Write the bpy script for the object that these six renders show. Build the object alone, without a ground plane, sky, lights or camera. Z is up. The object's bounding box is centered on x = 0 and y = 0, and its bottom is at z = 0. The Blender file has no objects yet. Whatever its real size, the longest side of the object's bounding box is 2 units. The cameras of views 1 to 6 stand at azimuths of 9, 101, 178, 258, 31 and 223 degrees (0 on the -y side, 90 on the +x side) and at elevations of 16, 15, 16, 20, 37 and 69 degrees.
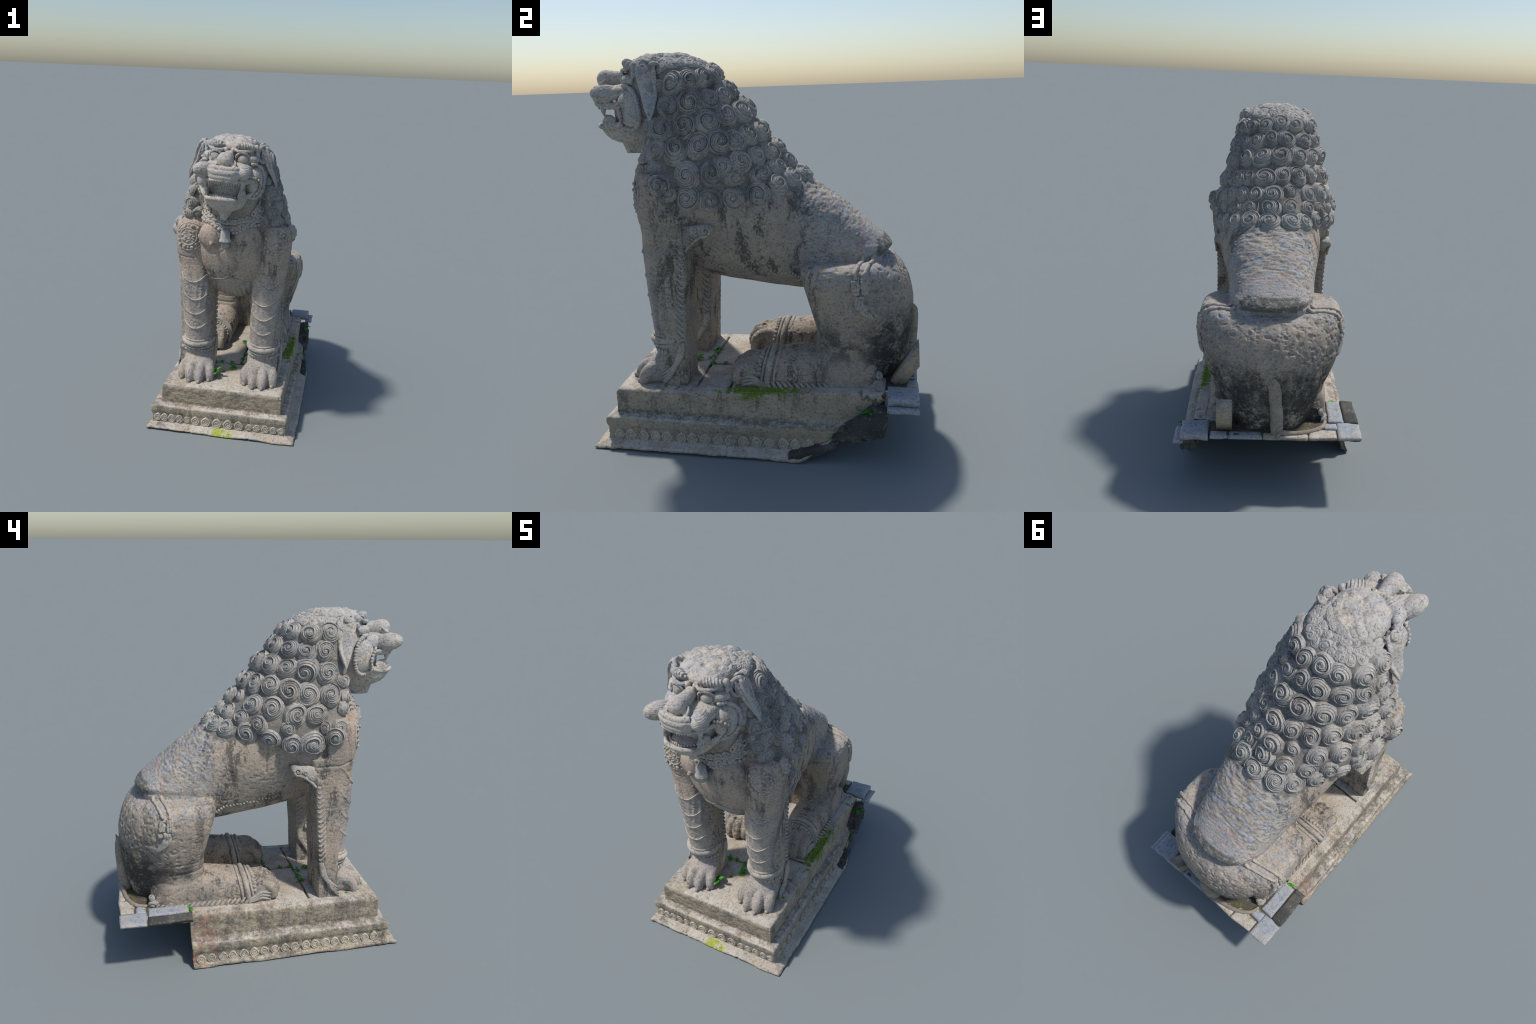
import bpy, bmesh, math
import numpy as np
from mathutils import Vector, Matrix
from mathutils.bvhtree import BVHTree

rng = np.random.default_rng(7)
COL = bpy.context.scene.collection
AX = -0.008                 # the lion's axis of symmetry in x
FX = -0.017                 # the face's axis, the head leans a little
ROLL = math.radians(2.8)
YAW = math.radians(0.8)

# ------------------------------------------------------------------ helpers
def smooth(a, b, x):
    t = np.clip((x - a) / (b - a), 0, 1)
    return t * t * (3 - 2 * t)

def vnoise(P, scale, seed=0):
    """smooth 3d value noise in -1..1, scale = features per metre (scalar or triple)"""
    Q = np.asarray(P, float) * np.asarray(scale, float) + seed * 17.13
    I = np.floor(Q).astype(np.int64)
    F = Q - I
    F = F * F * F * (F * (F * 6 - 15) + 10)
    out = np.zeros(len(Q))
    for dx in (0, 1):
        for dy in (0, 1):
            for dz in (0, 1):
                n = (I[:, 0] + dx) * 73856093 ^ (I[:, 1] + dy) * 19349663 ^ (I[:, 2] + dz) * 83492791
                n = n ^ (seed * 2654435761)
                n = (n ^ (n >> 13)) * 1274126177 & 0x7fffffff
                n = (n ^ (n >> 16)) & 0xffff
                w = (F[:, 0] if dx else 1 - F[:, 0]) * (F[:, 1] if dy else 1 - F[:, 1]) * (F[:, 2] if dz else 1 - F[:, 2])
                out += w * (n / 32767.5 - 1)
    return out

def fbm(P, scale, seed=0, octaves=3):
    s = np.asarray(scale, float)
    return sum(vnoise(P, s * 2 ** k, seed + k) / 2 ** k for k in range(octaves)) / 1.6

def make_mesh(name, V, F, smooth_shade=True):
    me = bpy.data.meshes.new(name)
    me.from_pydata([tuple(v) for v in V], [], [tuple(int(i) for i in f) for f in F])
    me.validate()
    if smooth_shade:
        me.polygons.foreach_set("use_smooth", [True] * len(me.polygons))
    me.update()
    return me

def add(name, me, parent=None, mat=None):
    ob = bpy.data.objects.new(name, me)
    COL.objects.link(ob)
    if parent is not None:
        ob.parent = parent
    if mat is not None and me is not None and not me.materials:
        me.materials.append(mat)
    return ob

def catmull(P, k):
    """dense Catmull-Rom through the rows of P, k steps per span"""
    P = np.asarray(P, float)
    E = np.vstack([2 * P[0] - P[1], P, 2 * P[-1] - P[-2]])
    out = []
    for i in range(1, len(E) - 2):
        for t in np.linspace(0, 1, k, endpoint=False):
            a, b, c, d = E[i - 1:i + 3]
            out.append(.5 * (2 * b + (c - a) * t + (2 * a - 5 * b + 4 * c - d) * t * t + (3 * b - a - 3 * c + d) * t ** 3))
    out.append(P[-1])
    return np.array(out)

def skin_rings(rings):
    n = len(rings[0]); V = np.vstack(rings); F = []
    for i in range(len(rings) - 1):
        for j in range(n):
            a, b = i * n + j, i * n + (j + 1) % n
            F.append((a, b, b + n, a + n))
    c0, c1 = len(V), len(V) + 1
    V = np.vstack([V, rings[0].mean(0), rings[-1].mean(0)])
    m = (len(rings) - 1) * n
    for j in range(n):
        F.append((c0, (j + 1) % n, j)); F.append((c1, m + j, m + (j + 1) % n))
    return V, F

def sup(n, e):
    a = np.linspace(0, 2 * np.pi, n, endpoint=False)
    c, s = np.cos(a), np.sin(a)
    return np.sign(c) * np.abs(c) ** (2 / e), np.sign(s) * np.abs(s) ** (2 / e)

def slices(rows, n=64, k=4):
    """horizontal slices: rows of z, y_front, y_back, x_centre, half_width, exp_front, exp_back, widest(0 front..1 back)"""
    D = catmull(rows, k); rings = []
    for z, yf, yb, xc, hw, ef, eb, wm in D:
        ym = yf + (yb - yf) * wm
        cx, cy = sup(n, ef); dx, dy = sup(n, eb)
        front = cy < 0
        x = np.where(front, cx, dx) * hw + xc
        y = np.where(front, ym + cy * (ym - yf), ym + dy * (yb - ym))
        rings.append(np.stack([x, y, np.full(n, z)], 1))
    return skin_rings(rings)

def spine(rows, n=64, k=5):
    """slices across a spine in the yz plane: rows of back y,z, front y,z, half width, back and belly exponents, belly narrowing"""
    D = catmull(rows, k); rings = []
    for by, bz, fy, fz, hw, eu, el, nar in D:
        ux, uy = sup(n, eu); lx, ly = sup(n, el)
        cx, cy = np.where(uy > 0, ux, lx), np.where(uy > 0, uy, ly)
        c = np.array([AX + .010 * float(smooth(.35, .10, by)) , (by + fy) / 2, (bz + fz) / 2]); v = np.array([0, (by - fy) / 2, (bz - fz) / 2])
        w = hw * (1 - nar * np.clip(.35 - cy, 0, 2) / 1.35)
        rings.append(c + (cx * w)[:, None] * np.array([1.0, 0, 0]) + cy[:, None] * v)
    return skin_rings(rings)

def along_y(rows, n=48, k=4):
    """slices across y: rows of y, x_centre, half_width, z_bottom, z_top, exponent"""
    D = catmull(rows, k); rings = []
    for y, xc, hw, zb, zt, e in D:
        cx, cz = sup(n, e)
        rings.append(np.stack([xc + cx * hw, np.full(n, y), (zb + zt) / 2 + cz * (zt - zb) / 2], 1))
    return skin_rings(rings)

def ball(c, r, R=None, nu=40, nv=24):
    a = np.linspace(0, 2 * np.pi, nu, endpoint=False); rings = []
    for t in np.linspace(.02, np.pi - .02, nv):
        rings.append(np.stack([np.cos(a) * np.sin(t), np.sin(a) * np.sin(t), np.full(nu, np.cos(t))], 1))
    V, F = skin_rings(rings)
    V = V * np.asarray(r)
    if R is not None:
        V = V @ np.array(R.to_3x3()).T
    return V + np.asarray(c), F

def tube(P, r, n=12, k=6, flat=1.0, up=None):
    """round tube through control points, r scalar or one radius per point"""
    P = np.asarray(P, float)
    r = np.full(len(P), r) if np.isscalar(r) else np.asarray(r, float)
    D = catmull(np.column_stack([P, r]), k)
    T = np.gradient(D[:, :3], axis=0); T /= np.linalg.norm(T, axis=1)[:, None] + 1e-9
    nrm = np.array(up, float) if up is not None else np.cross(T[0], [0.3, 0.5, 0.81])
    rings = []; a = np.linspace(0, 2 * np.pi, n, endpoint=False)
    for p, t in zip(D, T):
        nrm = nrm - t * (nrm @ t); nrm /= np.linalg.norm(nrm) + 1e-9
        b = np.cross(t, nrm)
        rings.append(p[:3] + p[3] * (np.cos(a)[:, None] * nrm * flat + np.sin(a)[:, None] * b))
    return skin_rings(rings)

def box(lo, hi):
    x0, y0, z0 = lo; x1, y1, z1 = hi
    V = np.array([[x, y, z] for z in (z0, z1) for y in (y0, y1) for x in (x0, x1)], float)
    return V, [(0, 2, 3, 1), (4, 5, 7, 6), (0, 1, 5, 4), (2, 6, 7, 3), (0, 4, 6, 2), (1, 3, 7, 5)]

def prism(poly, lo, hi, axis=0):
    """polygon (list of pairs) swept along an axis"""
    n = len(poly); rings = []
    for h in (lo, hi):
        rings.append(np.array([np.insert(np.array(p, float), axis, h) for p in poly]))
    return skin_rings(rings)

def merge(parts):
    V, F, o = [], [], 0
    for v, f in parts:
        V.append(v); F += [tuple(i + o for i in q) for q in f]; o += len(v)
    return np.vstack(V), F

def mirror(part, ax=AX):
    V, F = part
    W = V.copy(); W[:, 0] = 2 * ax - W[:, 0]
    return W, [tuple(reversed(f)) for f in F]

def both(part, ax=AX):
    return [part, mirror(part, ax)]

def face_frame(V):
    """face parts are modelled upright about x=0 and then set on the leaning head"""
    V = np.array(V, float)
    c, s = math.cos(ROLL), math.sin(ROLL)
    cy, sy = math.cos(YAW), math.sin(YAW)
    x, y = cy * V[:, 0] - sy * (V[:, 1] + .62), sy * V[:, 0] + cy * (V[:, 1] + .62) - .62
    z = V[:, 2] - 1.80
    return np.stack([FX + c * x + s * z, y, 1.80 - s * x + c * z], 1)

def face(part):
    return face_frame(part[0]), part[1]

def remesh(V, F, size):
    me = make_mesh("raw_body", V, F)
    ob = add("raw_body", me)
    m = ob.modifiers.new("r", 'REMESH'); m.mode = 'VOXEL'; m.voxel_size = size; m.adaptivity = 0
    dg = bpy.context.evaluated_depsgraph_get()
    ev = ob.evaluated_get(dg).to_mesh()
    n = len(ev.vertices); W = np.empty(n * 3); ev.vertices.foreach_get("co", W); W = W.reshape(-1, 3)
    q = np.empty(len(ev.polygons) * 4, int)
    ev.polygons.foreach_get("vertices", q)
    q = q.reshape(-1, 4)
    ob.evaluated_get(dg).to_mesh_clear()
    bpy.data.objects.remove(ob); bpy.data.meshes.remove(me)
    return W, q

class Surf:
    """a quad mesh in arrays with smoothing and displacement"""
    def __init__(s, V, Q):
        s.V, s.Q = V, Q
        e = np.vstack([Q[:, [0, 1]], Q[:, [1, 2]], Q[:, [2, 3]], Q[:, [3, 0]]])
        s.a = np.concatenate([e[:, 0], e[:, 1]]); s.b = np.concatenate([e[:, 1], e[:, 0]])
        s.deg = np.bincount(s.a, minlength=len(V)).astype(float)
    def lap(s, X):
        return np.stack([np.bincount(s.a, X[s.b, k], len(s.V)) for k in range(3)], 1) / s.deg[:, None]
    def relax(s, it, w=None, lam=.5):
        for _ in range(it):
            d = (s.lap(s.V) - s.V) * lam
            s.V = s.V + (d if w is None else d * w[:, None])
    def normals(s):
        p = s.V[s.Q]; n = np.cross(p[:, 2] - p[:, 0], p[:, 3] - p[:, 1]); N = np.zeros_like(s.V)
        for k in range(4):
            for c in range(3):
                N[:, c] += np.bincount(s.Q[:, k], n[:, c], len(s.V))
        return N / (np.linalg.norm(N, axis=1)[:, None] + 1e-12)

def dist_line(P, pts, k=8):
    """distance of points to a curve through control points, and the curve parameter 0..1"""
    D = catmull(pts, k) if len(pts) > 2 else np.linspace(pts[0], pts[1], 12)
    best = np.full(len(P), 9.0); par = np.zeros(len(P))
    for i in range(len(D) - 1):
        ab = D[i + 1] - D[i]
        t = np.clip(((P - D[i]) @ ab) / (ab @ ab + 1e-12), 0, 1)
        d = np.linalg.norm(P - D[i] - t[:, None] * ab, axis=1)
        m = d < best; best[m] = d[m]; par[m] = (i + t[m]) / (len(D) - 1)
    return best, par

# ------------------------------------------------------------------ body masses
parts = []
# trunk, from the end of the back up to the chest
parts.append(spine([
    (.704, 1.000, .58, .88, .145, 2.4, 2.4, 0), (.684, 1.034, .42, .80, .203, 2.7, 2.5, 0), (.604, 1.106, .28, .772, .232, 2.7, 2.4, .03),
    (.43, 1.247, .13, .778, .252, 2.7, 2.2, .06), (.31, 1.330, -.02, .795, .28, 2.5, 2.1, .12), (.12, 1.44, -.15, .812, .315, 2.3, 2.0, .15),
    (-.05, 1.52, -.27, .835, .325, 2.2, 2.0, .15), (-.20, 1.55, -.42, .89, .31, 2.2, 2.1, .12), (-.30, 1.52, -.52, 1.00, .27, 2.2, 2.2, .08),
    (-.38, 1.46, -.580, 1.12, .235, 2.2, 2.2, 0), (-.43, 1.42, -.612, 1.23, .20, 2.2, 2.2, 0), (-.45, 1.40, -.615, 1.34, .155, 2.2, 2.2, 0)]))
# rump column that sits on the pavement
parts.append(slices([
    (.30, .42, .765, AX, .228, 2.5, 2.2, .4), (.40, .42, .795, AX, .250, 2.5, 2.2, .4), (.55, .40, .820, AX, .290, 2.5, 2.3, .4),
    (.70, .37, .828, AX, .325, 2.5, 2.4, .4), (.80, .36, .810, AX, .348, 2.5, 2.4, .4), (.88, .35, .774, AX, .338, 2.5, 2.4, .45),
    (.928, .36, .728, AX, .295, 2.5, 2.4, .5), (.950, .38, .676, AX, .22, 2.5, 2.3, .5)]))
# mane
MX = AX - .014
parts.append(slices([
    (1.04, -.50, -.16, MX, .305, 3.5, 2.2, .40), (1.12, -.51, -.06, MX, .33, 3.5, 2.2, .40), (1.20, -.515, .03, MX, .348, 3.5, 2.0, .38), (1.28, -.515, .17, MX, .352, 3.5, 1.9, .36),
    (1.36, -.51, .225, MX, .345, 4, 1.9, .34), (1.42, -.492, .190, MX, .338, 6, 1.9, .34), (1.50, -.488, .130, MX, .316, 7, 1.9, .34),
    (1.60, -.488, .045, MX, .290, 7, 1.9, .34), (1.70, -.488, -.035, MX, .264, 7, 1.9, .36), (1.80, -.480, -.122, MX, .238, 5, 1.9, .38),
    (1.88, -.48, -.188, MX, .217, 3.5, 2.1, .42), (1.935, -.49, -.250, MX, .180, 2.6, 2.2, .46), (1.965, -.50, -.32, MX, .125, 2.4, 2.3, .5), (1.978, -.50, -.38, MX, .07, 2.2, 2.2, .5)]))
# core of the head behind the face
parts.append(face(slices([
    (1.56, -.58, -.35, 0, .12, 2.6, 3, .6), (1.66, -.62, -.35, 0, .15, 2.6, 3, .6), (1.80, -.635, -.35, 0, .155, 2.6, 3, .6), (1.92, -.60, -.32, 0, .13, 2.6, 2.5, .6), (1.965, -.55, -.36, 0, .08, 2.5, 2.4, .55)])))
# neck
parts.append(slices([(1.30, -.56, -.25, AX, .215, 2.4, 2.4, .5), (1.42, -.605, -.25, AX, .22, 2.2, 2.4, .5), (1.50, -.588, -.25, AX, .21, 2.2, 2.4, .5), (1.62, -.575, -.25, AX, .185, 2.4, 2.4, .5)]))
# breasts
parts += both(ball((AX + .103, -.556, 1.335), (.108, .070, .105)))
parts += both(ball((AX + .11, -.637, 1.303), (.013, .013, .013)))
# forelimbs: a round front and a flat plate behind
for s, xc, pc, pw in ((1, .227, .232, .103), (-1, .242, .254, .119)):
    leg = [slices([
        (.44, -.505, -.36, xc, .092, 2.2, 2.2, .5), (.52, -.522, -.35, xc, .090, 2.2, 2.2, .5), (.65, -.533, -.34, xc, .096, 2.2, 2.4, .5),
        (.85, -.545, -.33, xc + .004, .103, 2.2, 2.4, .5), (1.0, -.546, -.32, xc + .016, .110, 2.2, 2.4, .5), (1.12, -.538, -.30, xc + .032, .114, 2.2, 2.4, .5),
        (1.22, -.547, -.30, xc + .048, .110, 2.2, 2.4, .5), (1.32, -.552, -.30, xc + .055, .108, 2.2, 2.4, .5), (1.385, -.540, -.30, xc + .053, .102, 2.2, 2.4, .5), (1.415, -.515, -.32, xc + .050, .085, 2.2, 2.4, .5)]),
        slices([(.27, -.46, -.338, pc, pw, 8, 24, .5), (.60, -.46, -.320, pc, pw, 8, 24, .5), (.90, -.46, -.302, pc + .003, pw, 8, 24, .5),
                (1.08, -.46, -.290, pc + .012, pw, 8, 24, .5), (1.2, -.46, -.26, pc + .02, pw, 8, 12, .5)])]
    # forepaw with four toes
    pp = .222
    leg.append(along_y([(-.592, pp, .072, .27, .362, 2.4), (-.576, pp, .098, .27, .394, 2.5), (-.538, pp, .106, .27, .430, 2.5), (-.45, pp + .004, .106, .27, .49, 2.6), (-.34, pp + .012, .098, .27, .50, 3)]))
    for dx, yy in ((-.094, -.578), (-.032, -.620), (.032, -.618), (.094, -.574)):
        leg.append(tube([(pp + dx * .8, yy + .10, .400), (pp + dx, yy + .034, .375), (pp + dx * 1.02, yy + .006, .340), (pp + dx * 1.03, yy - .004, .300)], [.028, .0335, .0335, .0275], n=16))
    lm = merge(leg)
    if s < 0: lm = mirror(lm, 0)
    parts.append(lm)
# hind limb: boxy folded thigh on a long foot
hind = [slices([
    (.46, .35, .60, AX + .195, .118, 3, 3, .5), (.51, .34, .62, AX + .197, .122, 3, 3, .5), (.56, .342, .65, AX + .203, .132, 3, 2.6, .5), (.62, .342, .69, AX + .208, .144, 3, 2.4, .5),
    (.70, .325, .715, AX + .216, .160, 3.4, 2.2, .5), (.80, .298, .720, AX + .220, .176, 3.4, 2.0, .5), (.86, .282, .705, AX + .220, .180, 3.4, 2.0, .5),
    (.918, .269, .685, AX + .217, .173, 3.4, 2.0, .5), (.946, .277, .660, AX + .215, .161, 3.3, 2.0, .5), (.963, .30, .62, AX + .212, .132, 3.0, 2.0, .5)], k=3)]
hind.append(along_y([(-.052, AX + .240, .078, .27, .375, 3), (-.030, AX + .238, .096, .27, .408, 3), (.005, AX + .235, .104, .27, .445, 2.8), (.07, AX + .224, .113, .27, .470, 2.4),
                     (.20, AX + .212, .124, .27, .497, 2.3), (.35, AX + .212, .125, .27, .516, 2.3), (.48, AX + .210, .122, .27, .512, 2.4), (.60, AX + .208, .112, .27, .48, 2.6), (.665, AX + .205, .10, .27, .42, 2.6)]))
hind.append(along_y([(-.02, AX + .245, .088, .27, .335, 4), (.10, AX + .245, .093, .27, .35, 4), (.30, AX + .238, .100, .27, .36, 4), (.50, AX + .230, .103, .27, .36, 4), (.66, AX + .215, .103, .27, .36, 4)]))
for dx, yy in [(-.080, -.060), (-.027, -.082), (.027, -.082), (.080, -.058)]:
    hind.append(tube([(AX + .232 + dx * .9, yy + .10, .422), (AX + .232 + dx, yy + .03, .408), (AX + .232 + dx * 1.03, yy - .004, .370), (AX + .232 + dx * 1.03, yy - .010, .320)], [.024, .0295, .0295, .027], n=16))
parts += both(merge(hind))
V, F = merge(parts)
VOX = 0.0050
V, Q = remesh(V, F, VOX)
S = Surf(V, Q)
S.relax(4)
# the mane runs into the shoulders and the back without a step
blend = smooth(1.20, 1.28, S.V[:, 2]) * smooth(1.56, 1.46, S.V[:, 2]) * smooth(-.47, -.42, S.V[:, 1] + .3 * (np.abs(S.V[:, 0]) < .2) * -1)
S.relax(60, blend)
#DETAIL
# ------------------------------------------------------------------ carving of the body surface
P = S.V; N = S.normals()
side = np.sign(P[:, 0] - AX)
ax = np.abs(P[:, 0] - AX)
disp = .0035 * fbm(P, 7, 3, 2)
def groove(d, w, depth):
    return -depth * np.exp(-(d / w) ** 2)
# bands cut around the front of the forelegs
front = smooth(-.40, -.47, P[:, 1]) * smooth(.12, .15, ax) * (ax < .40)
for z0 in (1.0, .872, .766, .658):
    zl = z0 + 5.0 * (ax - .245) ** 2 + .05 * smooth(-.53, -.42, P[:, 1])
    disp += front * (.0035 * np.exp(-((P[:, 2] - zl) / .0045) ** 2) + .002 * smooth(.03, 0, P[:, 2] - zl) * (P[:, 2] > zl))
def saddle_side(P):
    return smooth(.985, 1.01, P[:, 2])
# stone joints
def joint(axis_val, mask, w=.004, depth=.005):
    global disp
    disp = disp + mask * groove(axis_val, w, depth)
wob = .012 * vnoise(P, 9, 5)
sidey = smooth(.22, .28, ax)
joint(P[:, 2] - (1.165 + wob), sidey * smooth(-.27, -.31, P[:, 1]) * (P[:, 1] > -.55), .005, .006)
joint(P[:, 2] - (1.255 - .9 * (P[:, 1] + .30) + wob * 1.5) + .1, sidey * smooth(-.31, -.26, P[:, 1]) * smooth(.0, -.06, P[:, 1]), .005, .006)
joint(P[:, 1] - (-.02 + wob), (side < 0) * smooth(1.10, 1.12, P[:, 2]) * smooth(1.28, 1.26, P[:, 2]) * sidey, .006, .010)
joint(P[:, 2] - (.90 + wob), (side < 0) * smooth(-.27, -.31, P[:, 1]) * (P[:, 1] < -.27) * sidey * smooth(-.50, -.45, P[:, 1]), .004, .004)
hz = smooth(.30, .33, P[:, 1]) * smooth(.10, .14, ax)
joint(P[:, 2] - (.548 - .10 * (P[:, 1] - .36) + wob * .5), hz * (P[:, 1] < .68), .008, .007)
joint(P[:, 2] - (.605 - .02 * (P[:, 1] - .36) + wob * .5), hz * (P[:, 1] < .68), .006, .004)
for s in (1, -1):
    d, t_ = dist_line(P, [(AX + s * .245, .34, .972), (AX + s * .246, .46, .990), (AX + s * .215, .59, 1.000), (AX + s * .13, .672, .985), (AX, .70, .975)])
    disp += -.014 * np.exp(-(d / .009) ** 2) * smooth(0, .2, t_) + .006 * np.exp(-((d - .028) / .016) ** 2) * saddle_side(P) * smooth(.1, .4, t_)
# wrinkles over the hind feet
for y0, bend in ((.235, .7), (.30, .9)):
    yl = y0 + bend * (.53 - P[:, 2]) * .25
    disp += smooth(.42, .45, P[:, 2]) * (P[:, 2] < .55) * (ax > .10) * (P[:, 1] < .36) * groove(P[:, 1] - yl, .004, .004)
# pleats under the apron line of the chest and belly
belly = smooth(.10, .0, ax - .16) * smooth(1.06, .98, P[:, 2]) * smooth(-.25, -.40, P[:, 1]) * (P[:, 2] > .82)
disp += belly * .004 * np.cos(ax * 190 + 2 * vnoise(P, 6, 9))
# breast outline and the shoulder medallions
for s in (1, -1):
    d = np.linalg.norm((P - np.array([AX + s * .105, -.62, 1.325])) * [1, .6, 1], axis=1)
    disp += (P[:, 1] < -.45) * groove(d - .098, .006, .004) * smooth(1.36, 1.30, P[:, 2])
# the layered grain of the stone: long pits lying across the back, round pits elsewhere
up = np.clip(N[:, 2], 0, 1)
saddle = smooth(.22, .30, P[:, 1]) * smooth(.72, .66, P[:, 1]) * smooth(.99, 1.03, P[:, 2]) * smooth(.30, .2, ax)
new = smooth(.565, .575, P[:, 1] + .1 * (P[:, 2] - 1.1) + .008 * vnoise(P, 14, 6))
rip = vnoise(P, (22, 75, 75), 11) + .5 * vnoise(P, (40, 130, 130), 12)
disp += saddle * (.0038 * rip * (1 - new) - .0022 * smooth(.2, .7, rip) * new + .003 * new)
rump = smooth(.40, .55, P[:, 1]) * smooth(1.0, .95, P[:, 2]) * smooth(.40, .55, P[:, 2])
pit = vnoise(P, (48, 48, 62), 14) + .5 * vnoise(P, 110, 15)
disp += -.0058 * rump * smooth(.05, .55, pit)
rest = (1 - saddle) * (1 - rump) * smooth(-.62, -.5, P[:, 1])
pit2 = vnoise(P, (45, 45, 90), 17) + .5 * vnoise(P, 130, 18)
disp += -.0040 * rest * smooth(.25, .8, pit2) * (.4 + .6 * smooth(-.2, .3, fbm(P, 5, 21, 2)))
disp += .0007 * vnoise(P, 160, 22)
# crown: lumpy worn locks behind a smooth forehead
crown = smooth(1.90, 1.95, P[:, 2]) * smooth(-.50, -.40, P[:, 1] + .9 * np.maximum(ax - .05, 0) * -1) * smooth(-.22, -.27, P[:, 1])
disp += crown * .006 * vnoise(P, 42, 25)
fl = smooth(1.95, 1.97, P[:, 2]) * smooth(-.45, -.55, P[:, 1])
disp += fl * .005 * vnoise(P, 34, 26)
S.V = P + N * disp[:, None]
S.relax(1, lam=.25)
body_N = S.normals()
body_V, body_Q = S.V, S.Q
tree = BVHTree.FromPolygons([tuple(v) for v in body_V], [tuple(int(i) for i in q) for q in body_Q])

# ------------------------------------------------------------------ materials
def stone(name, tones, stain=.5, scale=1.0, bump=.5, extra=None, rough=.9):
    """tones: three base colours mixed in large patches; then dark lichen streaks, pale dust, grain and bump"""
    m = bpy.data.materials.new(name); m.use_nodes = True
    nt = m.node_tree; N_, L = nt.nodes, nt.links
    b = N_["Principled BSDF"]; b.inputs["Roughness"].default_value = rough
    b.inputs["Specular IOR Level"].default_value = .25
    geo = N_.new("ShaderNodeNewGeometry")
    def mapped(sc, rot=(0, 0, 0)):
        mp = N_.new("ShaderNodeMapping"); mp.inputs["Scale"].default_value = sc; mp.inputs["Rotation"].default_value = rot
        L.new(geo.outputs["Position"], mp.inputs["Vector"]); return mp.outputs["Vector"]
    def noise(sc, detail=4, rough_=.6, vec=None, dist=0):
        n = N_.new("ShaderNodeTexNoise"); n.inputs["Scale"].default_value = sc; n.inputs["Detail"].default_value = detail
        n.inputs["Roughness"].default_value = rough_; n.inputs["Distortion"].default_value = dist
        L.new(vec if vec is not None else geo.outputs["Position"], n.inputs["Vector"]); return n.outputs["Fac"]
    def ramp(v, a, c):
        r = N_.new("ShaderNodeMapRange"); r.interpolation_type = 'SMOOTHSTEP'
        r.inputs["From Min"].default_value = a; r.inputs["From Max"].default_value = c
        L.new(v, r.inputs["Value"]); return r.outputs["Result"]
    def math_(op, x, y):
        n = N_.new("ShaderNodeMath"); n.operation = op
        for i, q in enumerate((x, y)):
            if isinstance(q, (int, float)): n.inputs[i].default_value = q
            else: L.new(q, n.inputs[i])
        return n.outputs[0]
    def mix(f, x, y, blend='MIX'):
        n = N_.new("ShaderNodeMix"); n.data_type = 'RGBA'; n.blend_type = blend
        for s_, q in ((0, f), (6, x), (7, y)):
            if isinstance(q, (int, float)): n.inputs[s_].default_value = q
            elif isinstance(q, tuple): n.inputs[s_].default_value = (*q, 1)
            else: L.new(q, n.inputs[s_])
        return n.outputs[2]
    sep = N_.new("ShaderNodeSeparateXYZ"); L.new(geo.outputs["Position"], sep.inputs[0])
    T = dict(N=N_, L=L, geo=geo, mapped=mapped, noise=noise, ramp=ramp, math=math_, mix=mix, x=sep.outputs[0], y=sep.outputs[1], z=sep.outputs[2])
    c = mix(ramp(noise(3.2 * scale, 5), .42, .60), tones[0], tones[1])
    c = mix(math_('MULTIPLY', ramp(noise(9 * scale, 5, vec=mapped((1, 1, 1.7))), .50, .66), .75), c, tones[2])
    if stain:
        streak = math_('ADD', noise(6, 7, .75, mapped((1.6, 1.6, .45))), math_('MULTIPLY', math_('SUBTRACT', noise(70, 5, .8), .5), .45))
        keep = math_('SUBTRACT', 1.0, math_('MULTIPLY', ramp(sep.outputs[1], .30, .48), .75))
        c = mix(math_('MULTIPLY', math_('MULTIPLY', ramp(streak, .51, .60), stain), keep), c, (.085, .080, .072))
    if extra: c = extra(T, c)
    fine = noise(95, 4, .7)
    patch = ramp(noise(4, 3), .35, .65)
    pits = math_('MULTIPLY', ramp(noise(34, 6, .78, mapped((1, 1, 1.9))), .53, .63), math_('ADD', .22, math_('MULTIPLY', patch, .40)))
    c = mix(pits, c, (.085, .078, .068))
    c = mix(ramp(fine, .50, .70), c, mix(.62, c, (.06, .055, .05)))
    c = mix(math_('MULTIPLY', ramp(noise(60, 3, .6, mapped((1, 1, 2))), .58, .74), .45), c, (.52, .50, .46))
    L.new(c, b.inputs["Base Color"])
    bp = N_.new("ShaderNodeBump"); bp.inputs["Strength"].default_value = bump; bp.inputs["Distance"].default_value = .007
    h = math_('ADD', math_('MULTIPLY', noise(55, 6, .7, mapped((1, 1, 1.6))), 1.0), math_('MULTIPLY', fine, .5))
    L.new(h, bp.inputs["Height"]); L.new(bp.outputs[0], b.inputs["Normal"])
    return m

def band(T, v, a, b, c, d):
    return T['math']('MULTIPLY', T['ramp'](v, a, b), T['ramp'](v, d, c))

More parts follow.
